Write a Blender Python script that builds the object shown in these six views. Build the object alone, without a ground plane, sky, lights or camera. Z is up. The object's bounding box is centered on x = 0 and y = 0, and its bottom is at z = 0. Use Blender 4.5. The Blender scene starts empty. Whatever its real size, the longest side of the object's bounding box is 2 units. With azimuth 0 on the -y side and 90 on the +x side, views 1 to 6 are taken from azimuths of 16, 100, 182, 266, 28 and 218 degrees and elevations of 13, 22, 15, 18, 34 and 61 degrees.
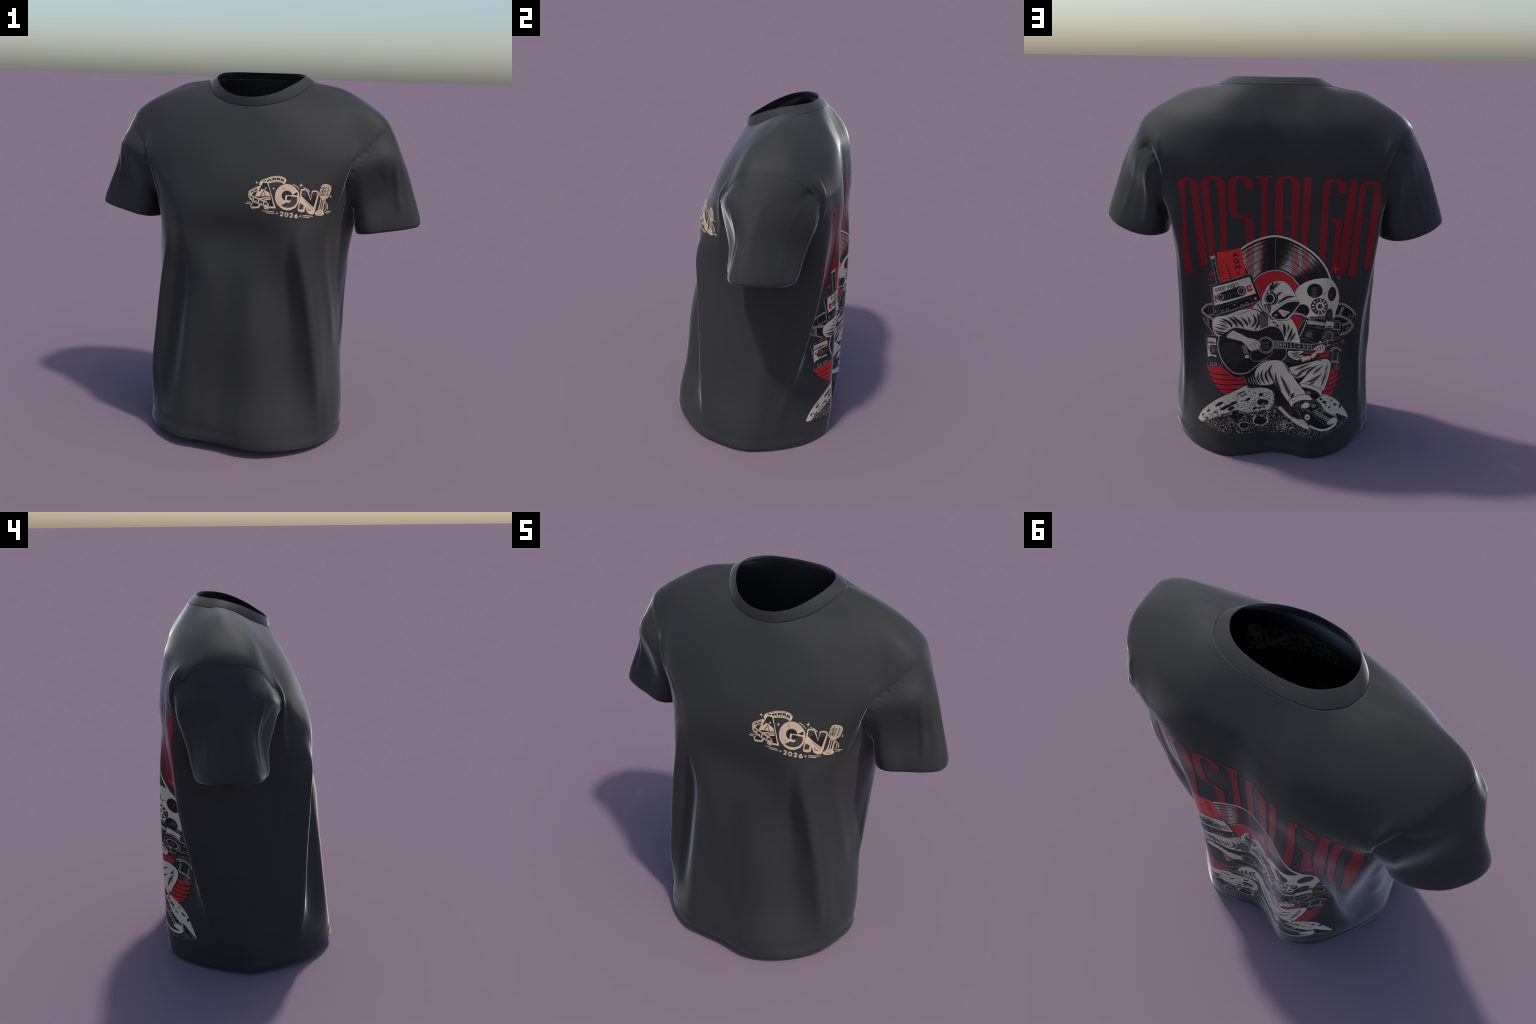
import bpy, bmesh, math, random
import numpy as np
from mathutils import Vector
from mathutils.bvhtree import BVHTree
from mathutils.geometry import delaunay_2d_cdt

random.seed(7)
RNG = np.random.default_rng(7)

# ------------------------------------------------------------------ materials
def new_mat(name):
    m = bpy.data.materials.new(name)
    m.use_nodes = True
    nt = m.node_tree
    for n in list(nt.nodes):
        nt.nodes.remove(n)
    out = nt.nodes.new("ShaderNodeOutputMaterial")
    b = nt.nodes.new("ShaderNodeBsdfPrincipled")
    nt.links.new(b.outputs[0], out.inputs[0])
    return m, nt, b

FAB = dict(col=(0.031, 0.0305, 0.0302), rough=0.65, sheen=0.0)

def knit_bump(nt, bsdf, strength=0.06, scale=520.0):
    tc = nt.nodes.new("ShaderNodeTexCoord")
    w = nt.nodes.new("ShaderNodeTexNoise")
    w.inputs["Scale"].default_value = scale
    w.inputs["Detail"].default_value = 1.0
    bp = nt.nodes.new("ShaderNodeBump")
    bp.inputs["Strength"].default_value = strength
    bp.inputs["Distance"].default_value = 0.002
    nt.links.new(tc.outputs["Object"], w.inputs["Vector"])
    nt.links.new(w.outputs["Fac"], bp.inputs["Height"])
    nt.links.new(bp.outputs[0], bsdf.inputs["Normal"])

def sheen(b):
    b.inputs["Specular IOR Level"].default_value = 0.22
    b.inputs["Sheen Weight"].default_value = 1.0
    b.inputs["Sheen Roughness"].default_value = 0.25

def fabric_mat(name, col, var=0.04, rough=0.5):
    m, nt, b = new_mat(name)
    tc = nt.nodes.new("ShaderNodeTexCoord")
    no = nt.nodes.new("ShaderNodeTexNoise")
    no.inputs["Scale"].default_value = 260.0
    no.inputs["Detail"].default_value = 3.0
    nt.links.new(tc.outputs["Object"], no.inputs["Vector"])
    cr = nt.nodes.new("ShaderNodeValToRGB")
    cr.color_ramp.elements[0].position = 0.3
    cr.color_ramp.elements[1].position = 0.7
    cr.color_ramp.elements[0].color = tuple(c * (1 - var) for c in col) + (1,)
    cr.color_ramp.elements[1].color = tuple(c * (1 + var) for c in col) + (1,)
    nt.links.new(no.outputs["Fac"], cr.inputs[0])
    nt.links.new(cr.outputs[0], b.inputs["Base Color"])
    b.inputs["Roughness"].default_value = rough
    sheen(b)
    knit_bump(nt, b)
    return m

def grain_mat(name, light, dark, thr=0.5, soft=0.1, scale=160.0, rough=0.5):
    """screen print ink: light ink broken up by specks of the dark one"""
    m, nt, b = new_mat(name)
    tc = nt.nodes.new("ShaderNodeTexCoord")
    no = nt.nodes.new("ShaderNodeTexNoise")
    no.inputs["Scale"].default_value = scale
    no.inputs["Detail"].default_value = 4.0
    no.inputs["Roughness"].default_value = 0.65
    nt.links.new(tc.outputs["Object"], no.inputs["Vector"])
    cr = nt.nodes.new("ShaderNodeValToRGB")
    cr.color_ramp.elements[0].position = max(0.0, thr - soft)
    cr.color_ramp.elements[1].position = min(1.0, thr + soft)
    cr.color_ramp.elements[0].color = tuple(dark) + (1,)
    cr.color_ramp.elements[1].color = tuple(light) + (1,)
    nt.links.new(no.outputs["Fac"], cr.inputs[0])
    nt.links.new(cr.outputs[0], b.inputs["Base Color"])
    b.inputs["Roughness"].default_value = rough
    sheen(b)
    return m

M = {}
M["cloth"] = fabric_mat("charcoal_jersey", FAB["col"], 0.03, FAB["rough"])
M["rib"] = fabric_mat("charcoal_rib", (0.029, 0.0293, 0.030), 0.06, FAB["rough"] + 0.05)

# ------------------------------------------------------------------ splines
def hermite_rows(P, t, tq, start=None):
    """non-uniform Catmull-Rom through P[i] at parameters t, open"""
    P = np.asarray(P, float)
    n = len(P)
    d = np.zeros_like(P)
    for i in range(n):
        if i == 0:
            d[i] = (P[1] - P[0]) / (t[1] - t[0])
        elif i == n - 1:
            d[i] = (P[-1] - P[-2]) / (t[-1] - t[-2])
        else:
            h0, h1 = t[i] - t[i - 1], t[i + 1] - t[i]
            d[i] = ((P[i] - P[i - 1]) / h0 * h1 + (P[i + 1] - P[i]) / h1 * h0) / (h0 + h1)
    if start is not None:
        d[0] = start
    idx = np.clip(np.searchsorted(t, tq, side="right") - 1, 0, n - 2)
    h = (t[idx + 1] - t[idx])
    s = (tq - t[idx]) / h
    sh = (len(tq),) + (1,) * (P.ndim - 1)
    s, h = s.reshape(sh), h.reshape(sh)
    h00 = 2 * s**3 - 3 * s**2 + 1
    h10 = s**3 - 2 * s**2 + s
    h01 = -2 * s**3 + 3 * s**2
    h11 = s**3 - s**2
    return h00 * P[idx] + h10 * h * d[idx] + h01 * P[idx + 1] + h11 * h * d[idx + 1]

def closed_curve(C, t, n):
    """closed spline through control points C[k] at parameters t (0..1)"""
    C = np.asarray(C, float)
    k = len(C)
    P = np.concatenate([C[-3:], C, C[:4]], 0)
    T = np.concatenate([t[-3:] - 1, t, t[:4] + 1])
    return hermite_rows(P, T, np.arange(n) / n)

def polyline_dist(V, path):
    """distance of points V to a 3D polyline, and the position along it 0..1"""
    path = np.asarray(path, float)
    L = np.linalg.norm(np.diff(path, axis=0), axis=1)
    cum = np.concatenate([[0], np.cumsum(L)])
    best = np.full(len(V), 1e9)
    pos = np.zeros(len(V))
    for i in range(len(path) - 1):
        a, b = path[i], path[i + 1]
        ab = b - a
        s = np.clip(((V - a) @ ab) / (ab @ ab), 0, 1)
        d = np.linalg.norm(V - (a + s[:, None] * ab), axis=1)
        m = d < best
        best[m] = d[m]
        pos[m] = (cum[i] + s[m] * L[i]) / cum[-1]
    return best, pos

def grid_normals(G, closed=True):
    du = np.roll(G, -1, 1) - np.roll(G, 1, 1)
    dv = np.gradient(G, axis=0)
    n = np.cross(du, dv)
    n /= np.linalg.norm(n, axis=2, keepdims=True) + 1e-12
    return n

def apply_folds(G, folds, N=None):
    """folds: (path, half width, height); fades out at both ends of the path"""
    sh = G.shape
    for path, w, h in folds:
        N = grid_normals(G)
        V = G.reshape(-1, 3)
        d, s = polyline_dist(V, path)
        end = np.clip(np.minimum(s, 1 - s) / 0.3, 0, 1)
        end = end * end * (3 - 2 * end)
        V = V + N.reshape(-1, 3) * (h * np.exp(-(d / w) ** 2) * end)[:, None]
        G = V.reshape(sh)
    return G

def mirror_path(p):
    return [(-x, y, z) for x, y, z in p]

def smooth_rows(G, k, lo, hi):
    """light relaxation between rows lo..hi, columns closed"""
    for _ in range(k):
        A = (np.roll(G, 1, 1) + np.roll(G, -1, 1)) / 2
        G[lo:hi] = 0.5 * G[lo:hi] + 0.25 * A[lo:hi] + 0.125 * (G[lo - 1:hi - 1] + G[lo + 1:hi + 1])
    return G

# ------------------------------------------------------------------ torso
# stations round the shirt: front centre, front lobe, front slope, front hollow,
# front edge, side, back edge, back hollow, back lobe, back inner, back centre ...
def ring(right, z, left=None, rear=None):
    """right: the twelve stations from front centre to back centre; rear: the extra
    station between side and back edge (half way, slightly bowed, unless given)"""
    def full(pts):
        return [(p + (z,) if len(p) == 2 else p) for p in pts]
    def between(a, b, y_sign):
        m = (np.array(a) + np.array(b)) / 2
        d = np.array([m[0], m[1] - .05, 0])
        return tuple(m + d / np.linalg.norm(d) * .003)
    R = full(right)
    R.insert(7, rear if rear else between(R[6], R[7], 1))
    if left is None:
        L = [(-x, y, zz) for x, y, zz in R[1:-1]][::-1]
    else:
        L = full(left)
        L.insert(4, between(L[3], L[4], 1))
    return np.array(R + L, float)

hem = ring([(0, -.468, .058), (.13, -.485, .056), (.24, -.462, .052), (.37, -.380, .043), (.484, -.252, .033),
            (.545, -.09, .022), (.56, .06, .018), (.505, .215, .014), (.40, .372, .008), (.24, .482, .004), (.11, .468, .005), (0, .435, .006)], 0,
           [(-.10, .445, .006), (-.23, .485, .003), (-.39, .395, .006), (-.51, .20, .012), (-.565, .04, .016), (-.54, -.09, .022),
            (-.486, -.25, .036), (-.387, -.376, .048), (-.25, -.458, .055), (-.12, -.466, .058)])
low = ring([(0, -.466), (.13, -.487), (.24, -.46), (.36, -.365), (.485, -.235), (.545, -.09), (.557, .08), (.505, .21), (.395, .367),
            (.235, .49), (.11, .474), (0, .432)], .12,
           [(-.10, .447), (-.23, .495), (-.39, .385), (-.51, .20), (-.56, .06), (-.535, -.09), (-.484, -.242), (-.38, -.366),
            (-.25, -.448), (-.12, -.462)])
thigh = ring([(0, -.425), (.13, -.445), (.23, -.415), (.335, -.300), (.465, -.250), (.508, -.12), (.535, .11), (.477, .252), (.375, .36),
              (.238, .482), (.12, .465), (0, .42)], .35,
             [(-.12, .45), (-.24, .495), (-.385, .345), (-.482, .252), (-.545, .10), (-.515, -.12), (-.474, -.262), (-.345, -.318),
              (-.24, -.42), (-.13, -.425)])
hip = ring([(0, -.404), (.13, -.424), (.22, -.384), (.312, -.290), (.434, -.270), (.482, -.13), (.515, .13), (.465, .322), (.365, .345),
            (.245, .478), (.125, .466), (0, .415)], .65,
           [(-.125, .45), (-.25, .497), (-.375, .338), (-.475, .32), (-.54, .11), (-.49, -.13), (-.435, -.278), (-.315, -.29),
            (-.225, -.385), (-.13, -.400)])
waist = ring([(0, -.365), (.13, -.374), (.22, -.344), (.288, -.300), (.392, -.298), (.465, -.14), (.525, .14), (.465, .378), (.345, .392),
              (.248, .474), (.13, .463), (0, .42)], .95,
             [(-.13, .452), (-.25, .495), (-.352, .392), (-.507, .366), (-.552, .12), (-.475, -.14), (-.395, -.300), (-.288, -.300),
              (-.22, -.346), (-.13, -.374)])
ribs = ring([(0, -.328), (.14, -.334), (.25, -.338), (.30, -.326), (.37, -.312), (.462, -.17), (.550, .14), (.487, .392), (.36, .42),
             (.25, .475), (.13, .46), (0, .428)], 1.15,
            [(-.13, .452), (-.25, .485), (-.37, .42), (-.533, .385), (-.57, .14), (-.466, -.17), (-.372, -.312), (-.30, -.326),
             (-.25, -.336), (-.14, -.334)])
chest = ring([(0, -.336), (.14, -.338), (.25, -.330), (.33, -.302), (.425, -.232), (.52, -.11), (.595, .13, 1.34), (.525, .395), (.385, .44),
              (.26, .468), (.13, .455), (0, .430)], 1.32,
             [(-.13, .455), (-.26, .468), (-.40, .44), (-.553, .388), (-.60, .13, 1.34), (-.52, -.11), (-.425, -.232), (-.33, -.302),
              (-.25, -.330), (-.14, -.338)])
bust = ring([(0, -.300), (.14, -.295), (.26, -.277), (.38, -.243), (.51, -.175), (.635, -.02, 1.53), (.785, .11, 1.60), (.555, .385), (.41, .442),
             (.26, .472), (.12, .455), (0, .43)], 1.48, rear=(.69, .27, 1.55))
upper = ring([(0, -.235), (.14, -.235), (.28, -.22), (.43, -.18), (.575, -.11), (.700, -.015, 1.70), (.730, .11, 1.737), (.62, .365, 1.655),
              (.45, .43), (.27, .458), (.12, .444), (0, .428)], 1.62, rear=(.695, .26, 1.715))
yoke = ring([(0, -.18, 1.725), (.13, -.178, 1.727), (.26, -.16, 1.735), (.40, -.108, 1.758), (.53, -.04, 1.79), (.625, .015, 1.815),
             (.655, .12, 1.818), (.585, .275, 1.802), (.43, .38, 1.778), (.26, .425, 1.762), (.12, .42, 1.755), (0, .412, 1.752)], 0, rear=(.64, .205, 1.815))
neck_base = ring([(0, -.15, 1.78), (.115, -.142, 1.79), (.22, -.105, 1.815), (.33, -.04, 1.85), (.405, .02, 1.885), (.442, .08, 1.908),
                  (.455, .14, 1.926), (.43, .215, 1.914), (.34, .305, 1.893), (.22, .36, 1.876), (.10, .364, 1.866), (0, .362, 1.864)], 0, rear=(.451, .178, 1.919))
neck_seam = ring([(0, -.126, 1.825), (.095, -.112, 1.833), (.175, -.07, 1.855), (.235, -.01, 1.885), (.272, .05, 1.921), (.29, .095, 1.943),
                  (.297, .14, 1.956), (.285, .195, 1.955), (.235, .257, 1.961), (.16, .29, 1.963), (.08, .304, 1.964), (0, .307, 1.964)], 0, rear=(.294, .168, 1.959))
neck_edge = ring([(0, -.12, 1.871), (.08, -.108, 1.879), (.145, -.072, 1.900), (.195, -.02, 1.93), (.228, .035, 1.956), (.243, .08, 1.973),
                  (.247, .12, 1.984), (.238, .165, 1.993), (.20, .215, 1.998), (.14, .25, 2.0), (.07, .264, 2.0), (0, .268, 2.0)], 0, rear=(.2445, .143, 1.989))

RINGS = [hem, low, thigh, hip, waist, ribs, chest, bust, upper, yoke, neck_base, neck_seam]
NU, NV = 400, 300
# one common parameter for the stations (mean chord), so that meridians stay smooth
mean_ring = np.mean([np.linalg.norm(np.roll(r, -1, 0) - r, axis=1) / np.linalg.norm(np.roll(r, -1, 0) - r, axis=1).sum() for r in RINGS], 0)
STN = np.concatenate([[0], np.cumsum(mean_ring)[:-1]])
curves = np.array([closed_curve(r, STN, NU) for r in RINGS])
edge_curve = closed_curve(neck_edge, STN, NU)
hts = np.concatenate([[0], np.cumsum([np.linalg.norm(curves[i + 1] - curves[i], axis=1).mean() for i in range(len(curves) - 1)])])
hts /= hts[-1]
vq = np.concatenate([np.linspace(0, .9965, NV - 3), [.9978, .9989, 1]])
BODY = hermite_rows(curves, hts, vq)

FRONT_EDGE = [(.35, -.318, 1.20), (.365, -.315, 1.08), (.40, -.297, .90), (.43, -.28, .70), (.465, -.252, .35), (.475, -.23, .04)]
BACK_EDGE = [(.45, .41, 1.30), (.465, .378, .95), (.465, .325, .65), (.485, .257, .35), (.505, .21, .04)]
CHEST_PULL = [(.59, -.10, 1.70), (.555, -.145, 1.52), (.515, -.155, 1.37), (.475, -.19, 1.18)]
BACK_PULL = [(.60, .345, 1.74), (.575, .385, 1.64), (.555, .395, 1.54), (.55, .395, 1.46)]
FOLDS = []
SEAM_BACK = [(.662, .325, 1.70), (.63, .365, 1.65), (.59, .39, 1.57), (.572, .385, 1.50)]
SEAM_FRONT = [(.66, -.10, 1.67), (.60, -.138, 1.58), (.555, -.122, 1.46), (.54, -.07, 1.38)]
FLANK_DRAPE = [(.45, -.21, 1.28), (.468, -.16, 1.0), (.495, -.085, .75), (.52, -.02, .45)]
REAR_DRAPE = [(.535, .24, 1.10), (.53, .18, .80), (.535, .10, .42)]
for p, w, h in ((FRONT_EDGE, .026, .012), (BACK_EDGE, .026, .010), (CHEST_PULL, .018, .013), (BACK_PULL, .015, .009),
                (SEAM_BACK, .018, -.013), (SEAM_FRONT, .018, -.012),
                (FLANK_DRAPE, .04, .007), (REAR_DRAPE, .045, .012)):
    FOLDS += [(p, w, h), (mirror_path(p), w, h)]
BODY = apply_folds(BODY, FOLDS)
# turned-up hem: a faint roll along the bottom edge
arc = np.concatenate([np.zeros((1, NU)), np.cumsum(np.linalg.norm(np.diff(BODY, axis=0), axis=2), 0)])
BODY = BODY + grid_normals(BODY) * (.0022 * np.exp(-((arc - .022) / .02) ** 2) - .0008 * np.exp(-((arc - .065) / .014) ** 2))[:, :, None]

# ------------------------------------------------------------------ mesh helpers
def inside_polygon(P, poly):
    """even-odd test of points P (n,2) against a closed polygon"""
    c = np.zeros(len(P), bool)
    for (x0, y0), (x1, y1) in zip(poly, np.roll(poly, -1, 0)):
        hit = ((y0 > P[:, 1]) != (y1 > P[:, 1])) & (P[:, 0] < (x1 - x0) * (P[:, 1] - y0) / (y1 - y0 + 1e-12) + x0)
        c ^= hit
    return c

def grid_mesh(name, G, mat, close_u=True, cut=None):
    nv, nu = G.shape[:2]
    verts = G.reshape(-1, 3)
    i = np.arange(nv - 1)[:, None] * nu
    j = np.arange(nu if close_u else nu - 1)[None, :]
    a = i + j
    b = i + (j + 1) % nu
    F = np.stack([a, b, b + nu, a + nu], -1).reshape(-1, 4)
    if cut is not None:
        ctr = verts[F].mean(1)
        F = F[~((np.abs(ctr[:, 0]) > .48) & inside_polygon(ctr[:, 1:], cut))]
    me = bpy.data.meshes.new(name)
    me.from_pydata(verts.tolist(), [], F.tolist())
    me.materials.append(mat)
    me.polygons.foreach_set("use_smooth", [True] * len(me.polygons))
    me.update()
    return me

def shell(G, thick, lip=0):
    """outer skin, turned over at both rims into an inner skin"""
    N = grid_normals(G)
    inner = G - N * thick
    t0 = (G[0] - G[1]); t0 /= np.linalg.norm(t0, axis=1, keepdims=True)
    t1 = (G[-1] - G[-2]); t1 /= np.linalg.norm(t1, axis=1, keepdims=True)
    def rim(e, t, n):
        return [e + t * (thick / 2) * math.sin(a) - n * thick / 2 * (1 - math.cos(a)) for a in np.linspace(0, math.pi, 6)[1:-1]]
    r1 = rim(G[-1], t1, N[-1])
    r0 = rim(G[0], t0, N[0])
    rows = list(G) + r1 + list(inner[::-1]) + r0[::-1] + [G[0]]
    return np.array(rows)

def add_obj(name, me, parent):
    o = bpy.data.objects.new(name, me)
    bpy.context.collection.objects.link(o)
    o.parent = parent
    return o

root = bpy.data.objects.new("t_shirt", None)
bpy.context.collection.objects.link(root)
root["label"] = "charcoal crew-neck T-shirt with cream chest print and large red back print"
root["category"] = "t-shirt"

# body: last rows dip into the neck seam
nB = grid_normals(BODY)
for k, dip in ((-1, .003),):
    BODY[k] -= nB[k] * dip

# collar band from the seam to the neck edge, slightly bowed
s = np.concatenate([[0, .045], np.linspace(.09, 1, 20)])[:, None, None]
SEAM = BODY[-1] + nB[-1] * .003
COL = SEAM[None] * (1 - s) + edge_curve[None] * s
nC = grid_normals(COL)
COL = COL + nC * (np.sin(np.pi * s) * .0015)
for k, dip in ((0, .003),):
    COL[k] -= nC[k] * dip
collar = add_obj("collar", grid_mesh("collar", shell(COL, .0035), M["rib"]), root)

# ------------------------------------------------------------------ sleeves
# twelve stations: top, round the front, under the arm, up the back
armhole = np.array([(.712, .11, 1.748), (.708, .005, 1.735), (.667, -.098, 1.68), (.60, -.138, 1.58), (.550, -.12, 1.45),
                    (.535, -.03, 1.34), (.55, .13, 1.29), (.545, .27, 1.33), (.55, .36, 1.44), (.59, .39, 1.57),
                    (.64, .355, 1.67), (.69, .25, 1.733)])
upper_arm = np.array([(.797, .10, 1.60), (.788, .012, 1.605), (.742, -.062, 1.59), (.668, -.100, 1.53), (.602, -.102, 1.43),
                      (.575, -.03, 1.31), (.565, .13, 1.25), (.575, .26, 1.29), (.598, .352, 1.40), (.645, .362, 1.51),
                      (.715, .278, 1.59), (.770, .172, 1.605)])
lower_arm = np.array([(.860, .085, 1.44), (.842, .028, 1.435), (.784, -.002, 1.41), (.712, -.032, 1.37), (.632, -.07, 1.31),
                      (.58, -.02, 1.25), (.572, .13, 1.22), (.58, .25, 1.23), (.62, .325, 1.30), (.695, .288, 1.36),
                      (.768, .225, 1.415), (.825, .155, 1.435)])
cuff = np.array([(.924, .062, 1.238), (.905, .005, 1.236), (.838, -.026, 1.222), (.75, -.045, 1.205), (.662, -.062, 1.188),
                 (.602, -.01, 1.172), (.582, .12, 1.162), (.597, .22, 1.165), (.648, .288, 1.172), (.738, .276, 1.185),
                 (.835, .225, 1.214), (.903, .138, 1.236)])

def build_sleeve(side):
    flip = np.array([side, 1, 1.0])
    lip = cuff + (cuff - lower_arm) * .03 - (cuff - cuff.mean(0)) * .03
    ctrl = [armhole * flip, upper_arm * flip, lower_arm * flip, cuff * flip, lip * flip]
    ss = [0, .3, .65, .96, 1.0]
    t = np.arange(12) / 12
    nu = 200
    cv = np.array([closed_curve(c, t, nu) for c in ctrl])
    # land the first ring on the torso, a little under its skin
    foot = np.zeros((nu, 3))
    start = np.zeros((nu, 3))
    for i, p in enumerate(cv[0]):
        q, n, _, _ = BVH.find_nearest(Vector(p))
        foot[i] = q
        # over the shoulder the sleeve leaves along the torso skin; at the sides it creases
        chord = cv[1][i] - np.array(q)
        w = min(1, max(0, (p[2] - 1.60) / .12)); w = w * w * (3 - 2 * w)
        flat = chord - (chord @ np.array(n)) * np.array(n)
        flat *= np.linalg.norm(chord) / np.linalg.norm(flat)
        start[i] = (chord * (1 - w) + flat * w) / ss[1]
        cv[0][i] = np.array(q) - np.array(n) * (.001 + .003 * min(1, max(0, (1.74 - p[2]) / .1)))
    G = hermite_rows(cv, np.array(ss), np.linspace(0, 1, 120), start)
    # gathered stitches pucker the seam at front and back
    th = np.arange(nu) / nu * 2 * math.pi
    side_w = np.clip((1.70 - cv[0][:, 2]) / .08, 0, 1) * np.clip((cv[0][:, 2] - 1.36) / .08, 0, 1)
    ripple = (np.sin(th * 37) + .7 * np.sin(th * 61 + 1.3) + .6 * np.sin(th * 23 + .4)) * .0014 * side_w
    rows = np.linspace(0, 1, 120)[:, None]
    out = G - G.mean(1, keepdims=True)
    out /= np.linalg.norm(out, axis=2, keepdims=True)
    G = G + out * (ripple[None] * np.exp(-((rows - .05) / .05) ** 2))[:, :, None]
    if side > 0:
        G = G[:, ::-1]
    folds = SLEEVE_FOLDS if side > 0 else [(mirror_path(p), w, h) for p, w, h in SLEEVE_FOLDS]
    # rows run towards the cuff: turn so that normals face out
    G = G[::-1]
    hole = foot[:, 1:]
    hole = hole.mean(0) + (hole - hole.mean(0)) * .945
    return G, folds, hole

SLEEVE_FOLDS = [
    ([(.75, -.02, 1.67), (.765, -.02, 1.56), (.79, .0, 1.45), (.81, .0, 1.35), (.83, .0, 1.22)], .018, .008),
    ([(.69, -.09, 1.56), (.735, -.05, 1.43), (.77, -.025, 1.28)], .024, -.003),
    ([(.70, .33, 1.66), (.735, .29, 1.54), (.775, .25, 1.40), (.81, .23, 1.24)], .02, .007),
    ([(.64, .38, 1.62), (.645, .36, 1.50), (.66, .33, 1.34), (.68, .30, 1.2)], .018, .006)]
BVH = BVHTree.FromPolygons([tuple(v) for v in BODY.reshape(-1, 3)],
                           [(i * NU + j, i * NU + (j + 1) % NU, (i + 1) * NU + (j + 1) % NU, (i + 1) * NU + j)
                            for i in range(NV - 1) for j in range(NU)])
for side in (1, -1):
    G, folds, hole = build_sleeve(side)
    G = G[:, ::-1] if grid_normals(G)[60, 0] @ (G[60, 0] - G[60].mean(0)) < 0 else G
    G = apply_folds(G, folds)
    add_obj("sleeve", grid_mesh("sleeve", shell(G, .006), M["cloth"]), root)
torso = add_obj("torso", grid_mesh("torso", shell(BODY, .005), M["cloth"], cut=hole), root)

# ================================================================== printed artwork
CREAM = (.62, .535, .415)
INK = (.0075, .0075, .0075)
RED = (.48, .016, .018)
HOT = (.68, .026, .020)
DEEP = (.215, .0090, .012)
GOLD = (.64, .475, .315)

def mixc(a, b, t):
    return tuple(x * (1 - t) + y * t for x, y in zip(a, b))

M["cream"] = grain_mat("cream_ink", CREAM, mixc(CREAM, INK, .45), .36, .06, 230)
M["skin"] = grain_mat("pale_ink", mixc(CREAM, (.6, .42, .36), .25), mixc(CREAM, INK, .4), .36, .06, 230)
M["ink"] = grain_mat("black_ink", (.011, .011, .011), INK, .6, .1, 200)
M["speck"] = grain_mat("stippled_black_ink", (.055, .05, .045), INK, .60, .06, 260)
M["shade"] = grain_mat("stippled_shadow_ink", (.20, .165, .12), (.03, .026, .02), .5, .14, 220)
M["tone1"] = grain_mat("dark_grey_ink", (.035, .033, .030), (.012, .012, .011), .5, .15, 200)
M["tone2"] = grain_mat("grey_ink", (.14, .125, .105), (.03, .028, .025), .48, .14, 200)
M["tone3"] = grain_mat("mid_grey_ink", (.27, .24, .205), (.10, .09, .078), .45, .14, 200)
M["tone4"] = grain_mat("light_grey_ink", (.47, .42, .36), (.22, .195, .165), .42, .12, 200)
M["rtone1"] = grain_mat("dark_red_grey_ink", (.06, .018, .017), (.012, .009, .009), .5, .15, 200)
M["rtone2"] = grain_mat("red_grey_ink", (.20, .05, .045), (.05, .02, .018), .48, .14, 200)
M["rtone3"] = grain_mat("rosy_ink", (.55, .19, .155), (.22, .075, .06), .45, .14, 200)
M["red"] = grain_mat("red_ink", RED, mixc(RED, INK, .35), .34, .06, 180)
M["hot"] = grain_mat("bright_red_ink", HOT, mixc(HOT, INK, .45), .36, .08, 120)
M["deep"] = grain_mat("worn_dark_red_ink", DEEP, (.045, .012, .014), .36, .07, 95)
M["moon"] = grain_mat("stippled_moon_ink", CREAM, INK, .40, .05, 170)
M["moondark"] = grain_mat("stippled_dark_moon_ink", mixc(CREAM, INK, .25), INK, .58, .05, 150)
M["gold"] = grain_mat("sand_ink", GOLD, mixc(GOLD, INK, .15), .30, .1, 150)
M["golddim"] = grain_mat("dim_sand_ink", mixc(GOLD, INK, .45), mixc(GOLD, INK, .65), .45, .15, 150)
M["goldhatch"] = grain_mat("hatched_sand_ink", mixc(GOLD, INK, .84), INK, .5, .1, 420)
M["char"] = grain_mat("charcoal_ink", (.020, .020, .021), (.014, .014, .015), .5, .2, 160)

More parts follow.
